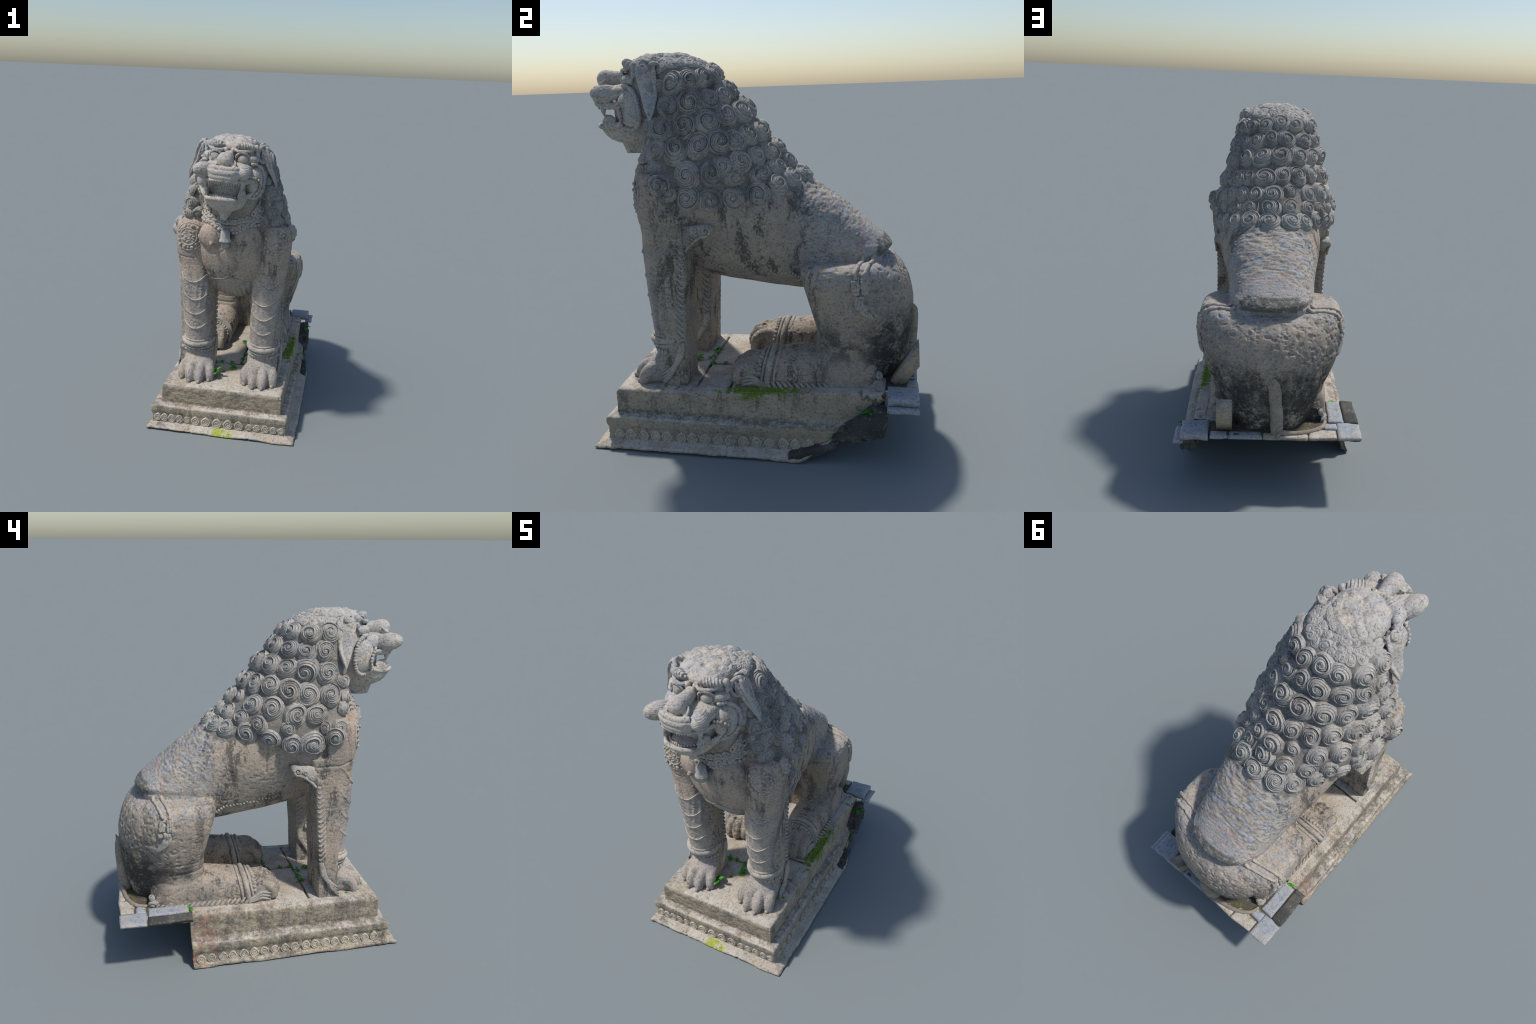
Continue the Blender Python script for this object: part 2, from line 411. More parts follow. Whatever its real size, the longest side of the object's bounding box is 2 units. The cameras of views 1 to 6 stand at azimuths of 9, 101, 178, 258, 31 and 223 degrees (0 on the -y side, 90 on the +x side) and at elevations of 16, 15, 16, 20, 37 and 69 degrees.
def body_colour(T, c):
    M, mix, ramp, noise = T['math'], T['mix'], T['ramp'], T['noise']
    nrm = T['N'].new("ShaderNodeSeparateXYZ"); T['L'].new(T['geo'].outputs["Normal"], nrm.inputs[0])
    # slaty blue layers that the rain has washed clean on the back and thighs
    layers = ramp(noise(1.0, 5, .65, T['mapped']((9, 62, 62)), .4), .46, .62)
    back = M('MULTIPLY', ramp(T['y'], .20, .34), ramp(T['z'], .90, 1.0))
    thigh = M('MULTIPLY', M('MULTIPLY', ramp(T['y'], .24, .34), band(T, T['z'], .86, .93, .98, 1.02)), ramp(noise(9, 3, .6, T['mapped']((1, 2.2, 4))), .40, .55))
    wash = M('MAXIMUM', back, thigh)
    c = mix(M('MULTIPLY', M('MULTIPLY', wash, layers), .95), c, (.35, .395, .455))
    c = mix(M('MULTIPLY', M('MULTIPLY', wash, ramp(noise(14, 4), .5, .62)), .5), c, (.52, .47, .38))
    # a later repair with reddish mortar at the end of the back
    rep = M('MULTIPLY', back, ramp(T['y'], .555, .572))
    c = mix(M('MULTIPLY', rep, .75), c, mix(ramp(noise(30, 4), .4, .6), (.44, .40, .375), (.37, .365, .36)))
    edge = M('MULTIPLY', back, band(T, M('ADD', T['y'], M('MULTIPLY', noise(18, 3), .05)), .585, .591, .594, .600))
    c = mix(M('MULTIPLY', edge, .5), c, (.50, .27, .22))
    # grey-green lichen on the rim of the slab
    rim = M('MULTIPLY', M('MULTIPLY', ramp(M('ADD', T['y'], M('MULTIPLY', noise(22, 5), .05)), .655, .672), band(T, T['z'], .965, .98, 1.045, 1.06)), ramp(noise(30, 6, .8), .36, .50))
    c = mix(M('MULTIPLY', rim, .8), c, (.085, .088, .065))
    # black growth low on the rump, paler on the left of the tail
    low = M('MULTIPLY', M('MULTIPLY', ramp(T['y'], .50, .68), ramp(M('ADD', M('ADD', T['z'], M('MULTIPLY', noise(5, 4), .5)), M('MULTIPLY', noise(38, 6, .8), .45)), 1.27, 1.02)), ramp(noise(9, 8, .85), .40, .52))
    c = mix(M('MULTIPLY', low, .93), c, (.028, .029, .028))
    ank = M('MULTIPLY', M('MULTIPLY', ramp(T['y'], .30, .42), band(T, T['z'], .40, .52, .58, .70)), ramp(noise(8, 5, .7), .45, .58))
    c = mix(M('MULTIPLY', ank, .7), c, (.06, .06, .055))
    # the face and the fronts of the legs are washed pale
    face_ = M('MULTIPLY', ramp(T['y'], -.46, -.56), ramp(T['z'], 1.5, 1.6))
    c = mix(M('MULTIPLY', face_, .65), c, mix(ramp(noise(11, 4), .42, .6), (.50, .455, .40), (.43, .43, .435)))
    legs = M('MULTIPLY', ramp(T['y'], -.43, -.50), band(T, T['z'], .28, .30, .98, 1.08))
    c = mix(M('MULTIPLY', legs, .6), c, mix(ramp(noise(8, 4), .42, .6), (.45, .395, .345), (.38, .36, .35)))
    chest = M('MULTIPLY', ramp(T['y'], -.36, -.50), band(T, T['z'], 1.0, 1.1, 1.42, 1.5))
    c = mix(M('MULTIPLY', M('MULTIPLY', chest, .6), ramp(noise(7, 4), .40, .55)), c, (.44, .345, .28))
    crown_ = ramp(T['z'], 1.92, 1.97)
    c = mix(M('MULTIPLY', crown_, .7), c, (.54, .51, .475))
    return c

M_body = stone("weathered_granite", [(.415, .345, .275), (.33, .29, .245), (.465, .375, .285)], .85, extra=body_colour)
M_curl = stone("dark_lichened_stone", [(.41, .385, .35), (.325, .315, .30), (.48, .435, .38)], .5, bump=.3,
    extra=lambda T, c: T['mix'](T['math']('MULTIPLY', T['ramp'](T['y'], .10, .22), .6), T['mix'](T['math']('MULTIPLY', T['ramp'](T['z'], 1.86, 1.93), .7), c, (.46, .44, .41)), (.385, .385, .36)))
M_gap = stone("darker_stone_between_curls", [(.25, .23, .20), (.19, .18, .165), (.29, .255, .215)], .4, bump=.4)  # darker tone for the mane skin seen between the curls
M_tail = stone("tan_tail_stone", [(.36, .30, .23), (.28, .25, .21), (.40, .34, .26)], .7)
M_face = stone("pale_face_stone", [(.50, .455, .40), (.42, .41, .405), (.56, .49, .40)], .3, bump=.3)
M_orn = stone("carved_ornament_stone", [(.44, .395, .34), (.37, .35, .32), (.50, .43, .35)], .4, bump=.35)

def pedestal_colour(T, c):
    M, mix, ramp, noise = T['math'], T['mix'], T['ramp'], T['noise']
    nrm = T['N'].new("ShaderNodeSeparateXYZ"); T['L'].new(T['geo'].outputs["Normal"], nrm.inputs[0])
    # pale tone on the upward-facing treads, ochre on the risers
    tread = M('MULTIPLY', ramp(nrm.outputs[2], .55, .85), ramp(noise(5, 4), .30, .45))
    c = mix(M('MULTIPLY', tread, .85), c, mix(ramp(noise(8, 4), .42, .6), (.58, .54, .48), (.49, .43, .36)))
    c = mix(M('MULTIPLY', ramp(noise(22, 5, .7, T['mapped']((1, 1, 2.5))), .52, .63), .55), c, (.50, .36, .21))
    # rough brown riser at the front
    riser = M('MULTIPLY', M('MULTIPLY', ramp(T['y'], -.690, -.697), ramp(T['y'], -.72, -.71)), band(T, T['z'], .16, .17, .255, .27))
    c = mix(M('MULTIPLY', riser, .7), c, mix(ramp(noise(28, 6, .75, T['mapped']((1, 1, 2.4))), .42, .60), (.44, .36, .25), (.20, .16, .12)))
    # black weather streaks on the left flank
    left = M('MULTIPLY', ramp(T['x'], -.36, -.40), ramp(noise(13, 8, .8, T['mapped']((1, 1.2, .8))), .44, .60))
    c = mix(M('MULTIPLY', left, .62), c, (.09, .08, .07))
    # dark broken line along the foot of the riser
    foot = M('MULTIPLY', band(T, M('ADD', T['z'], M('MULTIPLY', noise(16, 5, .8), .05)), .178, .186, .197, .215), ramp(noise(40, 5, .8), .40, .55))
    c = mix(M('MULTIPLY', foot, .65), c, (.10, .09, .075))
    # brick red where the left side was broken off
    red = M('MULTIPLY', M('MULTIPLY', ramp(T['x'], -.40, -.44), ramp(T['y'], .26, .40)), ramp(noise(15, 4), .45, .58))
    c = mix(M('MULTIPLY', red, .6), c, (.38, .17, .12))
    # moss on the right tread beside the hind foot and at the front lip
    blot = ramp(noise(26, 5, .7), .44, .56)
    mossr = M('MULTIPLY', M('MULTIPLY', M('MULTIPLY', ramp(T['x'], .335, .36), band(T, T['y'], -.09, -.04, .16, .30)), ramp(T['z'], .262, .285)), blot)
    mossf = M('MULTIPLY', M('MULTIPLY', band(T, T['x'], -.09, -.02, .06, .13), ramp(T['y'], -.755, -.765)), M('MULTIPLY', ramp(T['z'], .045, .028), ramp(noise(14, 4), .40, .55)))
    mossb = M('MULTIPLY', M('MULTIPLY', ramp(T['x'], .3, .40), ramp(T['y'], .42, .60)), ramp(noise(18, 5), .52, .62))
    c = mix(M('MULTIPLY', mossr, .9), c, mix(ramp(noise(60, 3), .4, .6), (.10, .16, .015), (.21, .28, .03)))
    c = mix(M('MULTIPLY', mossf, .9), c, (.36, .42, .03))
    c = mix(M('MULTIPLY', mossb, .7), c, (.05, .05, .04))
    return c
M_base = stone("ochre_pedestal_stone", [(.43, .365, .265), (.36, .32, .255), (.50, .43, .32)], .6, bump=.7, extra=pedestal_colour)
M_ros = stone("rosette_stone", [(.56, .49, .39), (.48, .43, .35), (.62, .55, .43)], .35, bump=.5)
M_flag = stone("slate_flagstone", [(.36, .385, .42), (.42, .40, .375), (.31, .345, .40)], .45, bump=.5)
M_mortar = stone("mortar_and_earth", [(.13, .105, .075), (.09, .085, .07), (.22, .12, .08)], .4, bump=.8,
    extra=lambda T, c: T['mix'](T['math']('MULTIPLY', T['ramp'](T['noise'](16, 4), .52, .6), .7), c, (.13, .13, .03)))
M_dark = stone("broken_dark_stone", [(.07, .07, .065), (.10, .095, .085), (.16, .15, .13)], .5, bump=.9)

def leaf_material():
    m = bpy.data.materials.new("green_leaf"); m.use_nodes = True; nt = m.node_tree; b = nt.nodes["Principled BSDF"]
    n = nt.nodes.new("ShaderNodeTexNoise"); n.inputs["Scale"].default_value = 40
    g = nt.nodes.new("ShaderNodeNewGeometry"); nt.links.new(g.outputs["Position"], n.inputs["Vector"])
    r = nt.nodes.new("ShaderNodeValToRGB"); r.color_ramp.elements[0].color = (.02, .20, .008, 1); r.color_ramp.elements[1].color = (.11, .52, .02, 1)
    r.color_ramp.elements[0].position = .35; r.color_ramp.elements[1].position = .65
    nt.links.new(n.outputs["Fac"], r.inputs[0]); nt.links.new(r.outputs[0], b.inputs["Base Color"])
    b.inputs["Roughness"].default_value = .5
    t = nt.nodes.new("ShaderNodeBsdfTranslucent"); nt.links.new(r.outputs[0], t.inputs[0])
    mx = nt.nodes.new("ShaderNodeMixShader"); mx.inputs[0].default_value = .3
    nt.links.new(b.outputs[0], mx.inputs[1]); nt.links.new(t.outputs[0], mx.inputs[2]); nt.links.new(mx.outputs[0], nt.nodes["Material Output"].inputs[0])
    return m
M_leaf = leaf_material()

# ------------------------------------------------------------------ the thing and its body, cut into regions
root = bpy.data.objects.new("stone_lion_statue", None); COL.objects.link(root)
root["label"] = "weathered grey stone guardian lion with curled mane on a stepped pedestal"
root["category"] = "stone lion statue"

C = body_V[body_Q].mean(1); cx = C[:, 0] - AX; cax = np.abs(cx)
reg = np.full(len(C), 0)                                     # 0 torso
reg[(C[:, 1] < -.42) & (C[:, 2] > 1.415) & (cax < .235) & (C[:, 2] < 1.66)] = 2               # neck
legm = (C[:, 1] < -.255) & (cax > .128) & (C[:, 2] < 1.16 + .0 * cx)
legm |= (C[:, 1] < -.44) & (cax > .195) & (C[:, 2] < 1.425) & (C[:, 2] > 1.0)
reg[legm & (cx > 0)] = 3; reg[legm & (cx < 0)] = 4                                           # forelimbs
paw = legm & (C[:, 2] < .485) & (C[:, 1] < -.36)
reg[paw & (cx > 0)] = 5; reg[paw & (cx < 0)] = 6
hindm = (C[:, 1] > -.2) & (C[:, 1] < .78) & (C[:, 2] < .985) & ((cax > .245) | ((C[:, 2] < .60) & (cax > .08) & (C[:, 1] < .66)) | ((C[:, 1] < .33) & (C[:, 2] < .72)))
reg[hindm & (cx > 0)] = 7; reg[hindm & (cx < 0)] = 8                                         # hindlimbs
hfoot = hindm & (C[:, 2] < .555) & (C[:, 1] < .12)
reg[hfoot & (cx > 0)] = 9; reg[hfoot & (cx < 0)] = 10
edge = 1.275 + .05 * smooth(-.36, -.42, C[:, 1]) + np.maximum(0, C[:, 1]) * .15 + .03 * vnoise(C, 14, 77)
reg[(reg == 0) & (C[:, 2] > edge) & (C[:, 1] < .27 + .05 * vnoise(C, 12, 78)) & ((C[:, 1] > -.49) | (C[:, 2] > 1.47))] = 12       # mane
names = ["torso", "head", "neck", "forelimb", "forelimb", "forepaw", "forepaw", "hindlimb", "hindlimb", "hind_foot", "hind_foot", "tail", "mane"]
region = {}
def cut(r):
    q = body_Q[reg == r]
    u, inv = np.unique(q, return_inverse=True)
    me = make_mesh(names[r], body_V[u], inv.reshape(-1, 4))
    me.normals_split_custom_set_from_vertices([tuple(n) for n in body_N[u]])
    return me
for r in range(13):
    if (reg == r).any():
        par = root
        if r in (5, 6): par = region[r - 2]
        if r in (9, 10): par = region[r - 2]
        if r == 11: par = root
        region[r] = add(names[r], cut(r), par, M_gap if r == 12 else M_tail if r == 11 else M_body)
neck, torso, mane = region[2], region[0], region[12]

def part(name, parts, parent, mat, kind=None):
    V, F = merge(parts)
    ob = add(name, make_mesh(name, V, F), parent, mat)
    if kind: ob["kind"] = kind
    return ob

def near(p):
    h, n, i, d = tree.find_nearest(Vector(p))
    return h, n

def drape(pts, lift=0.0, k=6):
    """lay a control polyline on the stone"""
    D = catmull(pts, k); out = []
    for p in D:
        h, n = near(p); out.append(np.array(h) + np.array(n) * lift)
    return np.array(out)

# tail stump lying up the back of the rump
V, F = tube([(-.055, .804, .33), (-.05, .814, .45), (-.036, .823, .58), (-.03, .823, .630), (-.028, .818, .655), (-.028, .812, .668)], [.034, .034, .033, .031, .022, .006], n=28, k=10)
V = V + .004 * np.stack([vnoise(V, 30, 141), vnoise(V, 30, 142), vnoise(V, 30, 143)], 1)
part("tail", [(V, F), ], root, M_tail)

# ------------------------------------------------------------------ mane curls
def curl_mesh(name, arms, turns, hand, seed, nr=42, na=76):
    r = np.linspace(0.02, 1, nr)[:, None]; a = np.linspace(0, 2 * np.pi, na, endpoint=False)[None, :]
    wob = 1 + .05 * np.cos(2 * a + seed) + .03 * np.cos(3 * a + 2 * seed)
    dome = .54 * (1 - r ** 2.3) ** .72 + .07 * np.exp(-(r / .16) ** 2)
    lock = np.abs(np.sin(.5 * (hand * arms * a - turns * 2 * np.pi * r))) ** .6
    main = ((hand * a / (2 * np.pi) - 2.1 * r ** .85 + seed) % 1.0)
    step = .19 * (main ** 1.6 - .4) * smooth(.05, .25, r) * smooth(1.0, .8, r)
    h = dome + .15 * (lock - .6) * smooth(.05, .18, r) + step - .30 * smooth(.88, 1.0, r)
    x = r * wob * np.cos(a); y = r * wob * np.sin(a)
    rings = [np.stack([x[i], y[i], h[i]], 1) for i in range(nr)]
    V, F = skin_rings(rings[::-1])
    return make_mesh(name, V, F)
curls = [curl_mesh("curl", 3, 6.5, 1, .1), curl_mesh("curl", 4, 7, 1, .45), curl_mesh("curl", 3, 7, -1, .7), curl_mesh("curl", 2, 6, 1, .3), curl_mesh("curl", 3, 5.5, -1, .9)]
curls += [curl_mesh("small_curl", 2, 3.5, h_, s_, 16, 36) for h_, s_ in ((1, .2), (-1, .6), (1, .8))]
for m in curls: m.materials.append(M_curl)

def set_curl(p, r, parent, i, tall=1.0, name="curl", spin=None, top=False):
    h, n = near(p)
    if top:                                                  # on the crown, whichever of skull and mane lies higher
        for t_ in (htree, tree):
            a_, b_, c_, d_ = t_.ray_cast(Vector((p[0], p[1], 2.2)), Vector((0, 0, -1)))
            if a_ is not None and (t_ is htree or a_.z > h.z): h, n = a_, b_
    up_ = Vector((0, 0, 1)) - n * n.z
    X = (up_.normalized() if up_.length > .05 else Vector((1, 0, 0))); Y = n.cross(X)
    R = Matrix((X, Y, n)).transposed().to_4x4()
    sp = rng.uniform(0, 6.28) if spin is None else spin
    el = rng.uniform(.93, 1.07)
    ob = add(name, curls[5 + i % 3] if top else curls[i % 5], parent)
    ob.matrix_world = Matrix.Translation(h - n * r * (.22 if top else .10)) @ R @ Matrix.Rotation(sp, 4, 'Z') @ Matrix.Diagonal((r * el, r / el, r * tall, 1))
    return ob

# tiers of curls from the crown down to the shoulders: x, y, z, radius
MANE_TIERS = [
  [(-.04,-.184,1.896,.059),(-.13,-.196,1.891,.054),(-.243,-.385,1.886,.057),(-.228,-.279,1.88,.058),(.056,-.169,1.878,.054),(.14,-.20,1.872,.052),(.213,-.256,1.853,.06),(.239,-.347,1.843,.06),(.235,-.42,1.84,.03)],
  [(-.077,-.11,1.812,.061),(.016,-.103,1.809,.057),(-.2,-.158,1.804,.056),(-.268,-.242,1.79,.059),(-.28,-.348,1.788,.063),(.115,-.112,1.79,.056),(.2,-.165,1.778,.055),(.258,-.25,1.754,.066),(.266,-.362,1.737,.067)],
  [(-.164,-.057,1.722,.064),(-.045,-.024,1.721,.072),(.078,-.026,1.709,.066),(-.256,-.132,1.708,.059),(.18,-.08,1.695,.06),(-.299,-.236,1.684,.067),(-.304,-.359,1.673,.063),(.25,-.165,1.665,.066),(.287,-.279,1.649,.062),(.283,-.39,1.634,.06)],
  [(-.062,.057,1.619,.059),(-.162,.029,1.618,.06),(-.25,-.047,1.613,.06),(.049,.062,1.604,.065),(.15,.025,1.60,.06),(.225,-.03,1.58,.056),(-.312,-.142,1.585,.068),(.277,-.10,1.57,.064),(-.333,-.245,1.564,.067),(-.331,-.37,1.557,.063),(.308,-.203,1.555,.066),(.316,-.321,1.537,.067),(.29,-.425,1.53,.05),(-.285,-.455,1.62,.042),(-.29,-.46,1.535,.045)],
  [(-.111,.117,1.54,.036),(.003,.15,1.516,.062),(-.235,.06,1.509,.06),(.11,.13,1.508,.058),(.2,.075,1.505,.05),(-.31,-.05,1.492,.064),(.275,.003,1.48,.058),(-.359,-.288,1.46,.06),(-.355,-.173,1.458,.07),(.325,-.09,1.46,.05),(-.112,.185,1.452,.055),(-.40,-.41,1.385,.046)],
  [(.021,.204,1.447,.063),(-.225,.13,1.437,.05),(.138,.175,1.436,.062),(.335,-.14,1.421,.06),(.40,-.39,1.37,.050),(.345,-.266,1.409,.068),(.24,.10,1.415,.058),(.31,-.03,1.39,.046),(-.362,-.132,1.383,.045),(-.30,.03,1.40,.05)],
  [(-.113,.243,1.377,.061),(.016,.261,1.374,.063),(.128,.226,1.372,.062),(-.199,.194,1.371,.062),(.212,.165,1.355,.056),(-.28,.097,1.344,.06),(-.375,-.395,1.33,.058),(.355,-.362,1.325,.042),(-.337,-.031,1.316,.056),(.269,.07,1.306,.06),(.352,-.268,1.3,.066),(-.37,-.265,1.295,.073),(.313,-.046,1.293,.052),(-.36,-.15,1.287,.056),(.341,-.153,1.284,.061)],
  [(.268,-.478,1.63,.05),(.205,-.495,1.555,.032),(.262,-.478,1.505,.048),(-.262,-.478,1.54,.03),(-.25,-.485,1.47,.04),(.30,-.455,1.435,.045),(-.32,-.455,1.475,.045),(.20,-.49,1.475,.03),(-.385,-.33,1.385,.036),(-.24,-.47,1.72,.03),(.235,-.47,1.72,.03)]]
k = 0
for tier in MANE_TIERS:
    for x, y, z, r in tier:
        set_curl((x, y, z), r * rng.uniform(1.06, 1.15), mane, int(rng.integers(0, 5))); k += 1
# ------------------------------------------------------------------ face, fused into one carved surface
def grooved(r, arcs, depth, fade):
    V, F = ball((0, 0, 0), (1, 1, 1), None, 120, 80)
    return V * (1 + depth * np.cos(arcs(V)) * fade(V))[:, None] * np.asarray(r), F

def turn(part, c, rz=0, rx=0, ry=0):
    R = Matrix.Rotation(rz, 3, 'Z') @ Matrix.Rotation(ry, 3, 'Y') @ Matrix.Rotation(rx, 3, 'X')
    return part[0] @ np.array(R).T + np.asarray(c), part[1]

H = [slices([
    (1.585, -.605, -.35, 0, .125, 2.6, 3, .6), (1.64, -.645, -.35, 0, .162, 2.8, 3, .6), (1.72, -.668, -.35, 0, .182, 3, 3, .6), (1.80, -.675, -.35, 0, .178, 3, 3, .6),
    (1.86, -.650, -.35, 0, .165, 3.2, 3, .6), (1.905, -.635, -.33, 0, .160, 3, 3, .6), (1.945, -.632, -.32, 0, .150, 2.6, 2.5, .6), (1.972, -.60, -.33, 0, .125, 2.4, 2.4, .55), (1.990, -.545, -.37, 0, .07, 2.3, 2.3, .5)]),
    along_y([(-.58, 0, .15, 1.735, 1.855, 3), (-.66, 0, .150, 1.742, 1.852, 3), (-.72, 0, .138, 1.748, 1.846, 3), (-.78, 0, .118, 1.752, 1.840, 3), (-.82, 0, .095, 1.757, 1.834, 2.8), (-.838, 0, .076, 1.765, 1.826, 2.5)]),
    slices([(1.545, -.735, -.50, 0, .075, 2.3, 3, .55), (1.565, -.780, -.50, 0, .105, 2.3, 3, .55), (1.595, -.812, -.50, 0, .124, 2.3, 3, .55), (1.625, -.828, -.50, 0, .132, 2.3, 3, .55), (1.637, -.830, -.50, 0, .132, 2.3, 3, .55)]),
    slices([(1.485, -.712, -.62, 0, .022, 2.3, 2.3, .5), (1.52, -.722, -.50, 0, .04, 2.3, 3, .55), (1.56, -.735, -.45, 0, .075, 2.3, 3, .55)]),
    # back of the mouth and the tongue
    slices([(1.62, -.735, -.55, 0, .115, 3, 3, .6), (1.70, -.737, -.55, 0, .122, 3, 3, .6), (1.77, -.735, -.55, 0, .12, 3, 3, .6)]),
    along_y([(-.60, 0, .09, 1.60, 1.650, 2.5), (-.70, 0, .092, 1.60, 1.665, 2.5), (-.765, 0, .080, 1.60, 1.660, 2.5), (-.793, 0, .065, 1.60, 1.650, 2.3), (-.812, 0, .045, 1.61, 1.642, 2.3)]),
    # nose
    tube([(0, -.645, 1.888), (0, -.70, 1.874), (0, -.745, 1.872), (0, -.785, 1.873), (0, -.803, 1.872)], [.030, .038, .044, .049, .042], n=32), ball((0, -.790, 1.873), (.049, .043, .047))]
for z, r, yo in ((1.826, .018, -.833), (1.803, .024, -.834), (1.776, .021, -.834)):
    H.append(tube([(-.086, yo + .028, z + .004), (-.05, yo + .007, z + .001), (0, yo, z), (.05, yo + .007, z + .001), (.086, yo + .028, z + .004)], [r * .9, r, r, r, r * .9], n=20))
for s in (1, -1):
    H.append(ball((s * .155, -.580, 1.728), (.058, .098, .100), None, 60, 40))
    H.append(turn(grooved((.054, .088, .050), lambda V: np.hypot(V[:, 1] * .9 + .1, V[:, 2] + .75) * 50, .026, lambda V: smooth(1.25, .85, .95 * V[:, 2] + .4 * V[:, 1])), (s * .114 - .013, -.757 + s * .013, 1.800), s * math.radians(24), math.radians(-8)))
    H.append(tube([(s * .125, -.705, 1.655), (s * .113, -.745, 1.665), (s * .102, -.782, 1.655)], [.022, .036, .018], n=16, flat=.5, up=(1, 0, 0)))
    H.append(tube([(s * .140, -.690, 1.745), (s * .124, -.745, 1.742), (s * .110, -.785, 1.748)], [.014, .016, .012], n=12))
    H.append(ball((s * .190, -.455, 1.74), (.045, .055, .14)))
    H.append(ball((s * .045, -.785, 1.852), (.017, .024, .015)))
    H.append(tube([(s * .030, -.820, 1.834), (s * .055, -.810, 1.838), (s * .064, -.785, 1.855), (s * .054, -.765, 1.875)], [.006, .009, .009, .005]))
    H.append(tube([(0, -.842, 1.757), (s * .05, -.834, 1.755), (s * .095, -.803, 1.750), (s * .130, -.745, 1.752), (s * .152, -.69, 1.752), (s * .172, -.655, 1.735), (s * .180, -.640, 1.712)], [.010, .010, .010, .010, .010, .011, .011]))
    H.append(tube([(0, -.832, 1.640), (s * .05, -.824, 1.639), (s * .092, -.79, 1.634), (s * .120, -.73, 1.634), (s * .145, -.68, 1.648), (s * .168, -.652, 1.674), (s * .180, -.640, 1.712)], [.0135, .0135, .013, .012, .012, .012, .011]))
    # eye hollow, lids and the faceted outer corner
    lid = [(s * .041, -.655, 1.868), (s * .052, -.664, 1.897), (s * .083, -.662, 1.911), (s * .114, -.645, 1.898), (s * .125, -.630, 1.868), (s * .112, -.648, 1.840), (s * .080, -.664, 1.831), (s * .050, -.664, 1.842), (s * .041, -.655, 1.868)]
    H.append(tube(lid, .0075))
    H.append(tube([(s * .118, -.622, 1.870), (s * .145, -.595, 1.868), (s * .160, -.565, 1.862)], [.027, .027, .020], flat=1.2))
    # ribbed brow above a hard rim
    V, F = grooved((.064, .036, .027), lambda V: V[:, 0] * 24 + V[:, 2] * 2.0,   .095, lambda V: 1 + 0 * V[:, 0])
    H.append(turn((V, F), (s * .094, -.612, 1.943), s * math.radians(26), math.radians(-30), s * math.radians(7)))
    H.append(tube([(s * .026, -.645, 1.930), (s * .055, -.662, 1.919), (s * .095, -.650, 1.917), (s * .132, -.615, 1.924), (s * .152, -.58, 1.945)], [.007, .011, .011, .010, .006]))
    H.append(ball((s * .156, -.565, 1.935), (.018, .020, .024))); H.append(ball((s * .162, -.565, 1.900), (.015, .017, .020)))
    H.append(ball((s * .022, -.648, 1.920), (.015, .017, .017)))
    # ear: a scroll in front, a long grooved leaf hanging against the mane
    leaf = [(s * 0.178, -.470, 1.943), (s * 0.200, -.485, 1.915), (s * 0.216, -.478, 1.87), (s * 0.234, -.468, 1.81), (s * 0.271, -.460, 1.74), (s * 0.293, -.457, 1.68)]
    H.append(tube(leaf, [.032, .052, .053, .046, .031, .004], n=24, flat=.32, up=(s * .93, .36, .1)))
    H.append(tube([(s * 0.188, -.532, 1.93), (s * 0.212, -.522, 1.88), (s * 0.228, -.508, 1.82), (s * 0.267, -.484, 1.75), (s * 0.293, -.460, 1.682)], [.009, .011, .011, .009, .004]))
    H.append(tube([(s * 0.186, -.455, 1.945), (s * 0.218, -.442, 1.88), (s * 0.238, -.436, 1.80), (s * 0.276, -.440, 1.74), (s * 0.293, -.455, 1.685)], [.010, .012, .011, .008, .004]))
    H.append(tube([(s * 0.220, -.492, 1.86), (s * 0.240, -.480, 1.80), (s * 0.273, -.470, 1.745)], [.003, .008, .003]))
    e1 = np.array([s * .72, .62, .05]); e1 /= np.linalg.norm(e1); nn = np.array([s * .62, -.72, 0.1]); nn /= np.linalg.norm(nn)
    sp = []
    for t in np.linspace(0, 1, 22):
        a = t * 2.6 * 2 * np.pi * .62 + 1.2
        rr = .044 * (1 - t) ** .8 + .004
        sp.append(np.array([s * .196, -.515, 1.890]) + rr * (math.cos(a) * e1 + math.sin(a) * np.array([0, 0, 1.25])) + nn * .014 * t)
    H.append(tube(sp, list(np.linspace(.0135, .006, 22)), k=2))
    H.append(ball((s * .196, -.500, 1.893), (.038, .03, .055)))
Vh, Fh = merge([face(h) for h in H])
Vh, Qh = remesh(Vh, Fh, .0023)
SH = Surf(Vh, Qh); SH.relax(2)
n_ = SH.normals()
fore = smooth(1.945, 1.965, SH.V[:, 2])
SH.V = SH.V + n_ * (.0012 * fbm(SH.V, 60, 131, 2) - .0012 * smooth(.3, .8, vnoise(SH.V, 90, 133)) + fore * (.005 * vnoise(SH.V, 32, 135) + .003 * vnoise(SH.V, 65, 137)))[:, None]
head_N = SH.normals(); head_V, head_Q = SH.V, SH.Q
htree = BVHTree.FromPolygons([tuple(v) for v in head_V], [tuple(int(i) for i in f) for f in head_Q])
Ch = head_V[head_Q].mean(1)
cr, sr = math.cos(ROLL), math.sin(ROLL)                      # back to the upright frame to tell the parts apart
lx = cr * (Ch[:, 0] - FX) - sr * (Ch[:, 2] - 1.80); lz = sr * (Ch[:, 0] - FX) + cr * (Ch[:, 2] - 1.80) + 1.80; ly = Ch[:, 1] + .62
lx, ly = math.cos(YAW) * lx + math.sin(YAW) * ly, -math.sin(YAW) * lx + math.cos(YAW) * ly - .62; la = np.abs(lx)
hreg = np.zeros(len(Ch), int)
hreg[(lz < 1.69) & (ly < -.60) & ((la < .165) | (lz < 1.60))] = 1                                    # jaw
hreg[(np.hypot(lx, lz - 1.873) < .053) & (ly < -.70)] = 2                           # nose
pad = ((la - .113) / .062) ** 2 + ((lz - 1.80) / .056) ** 2 < 1
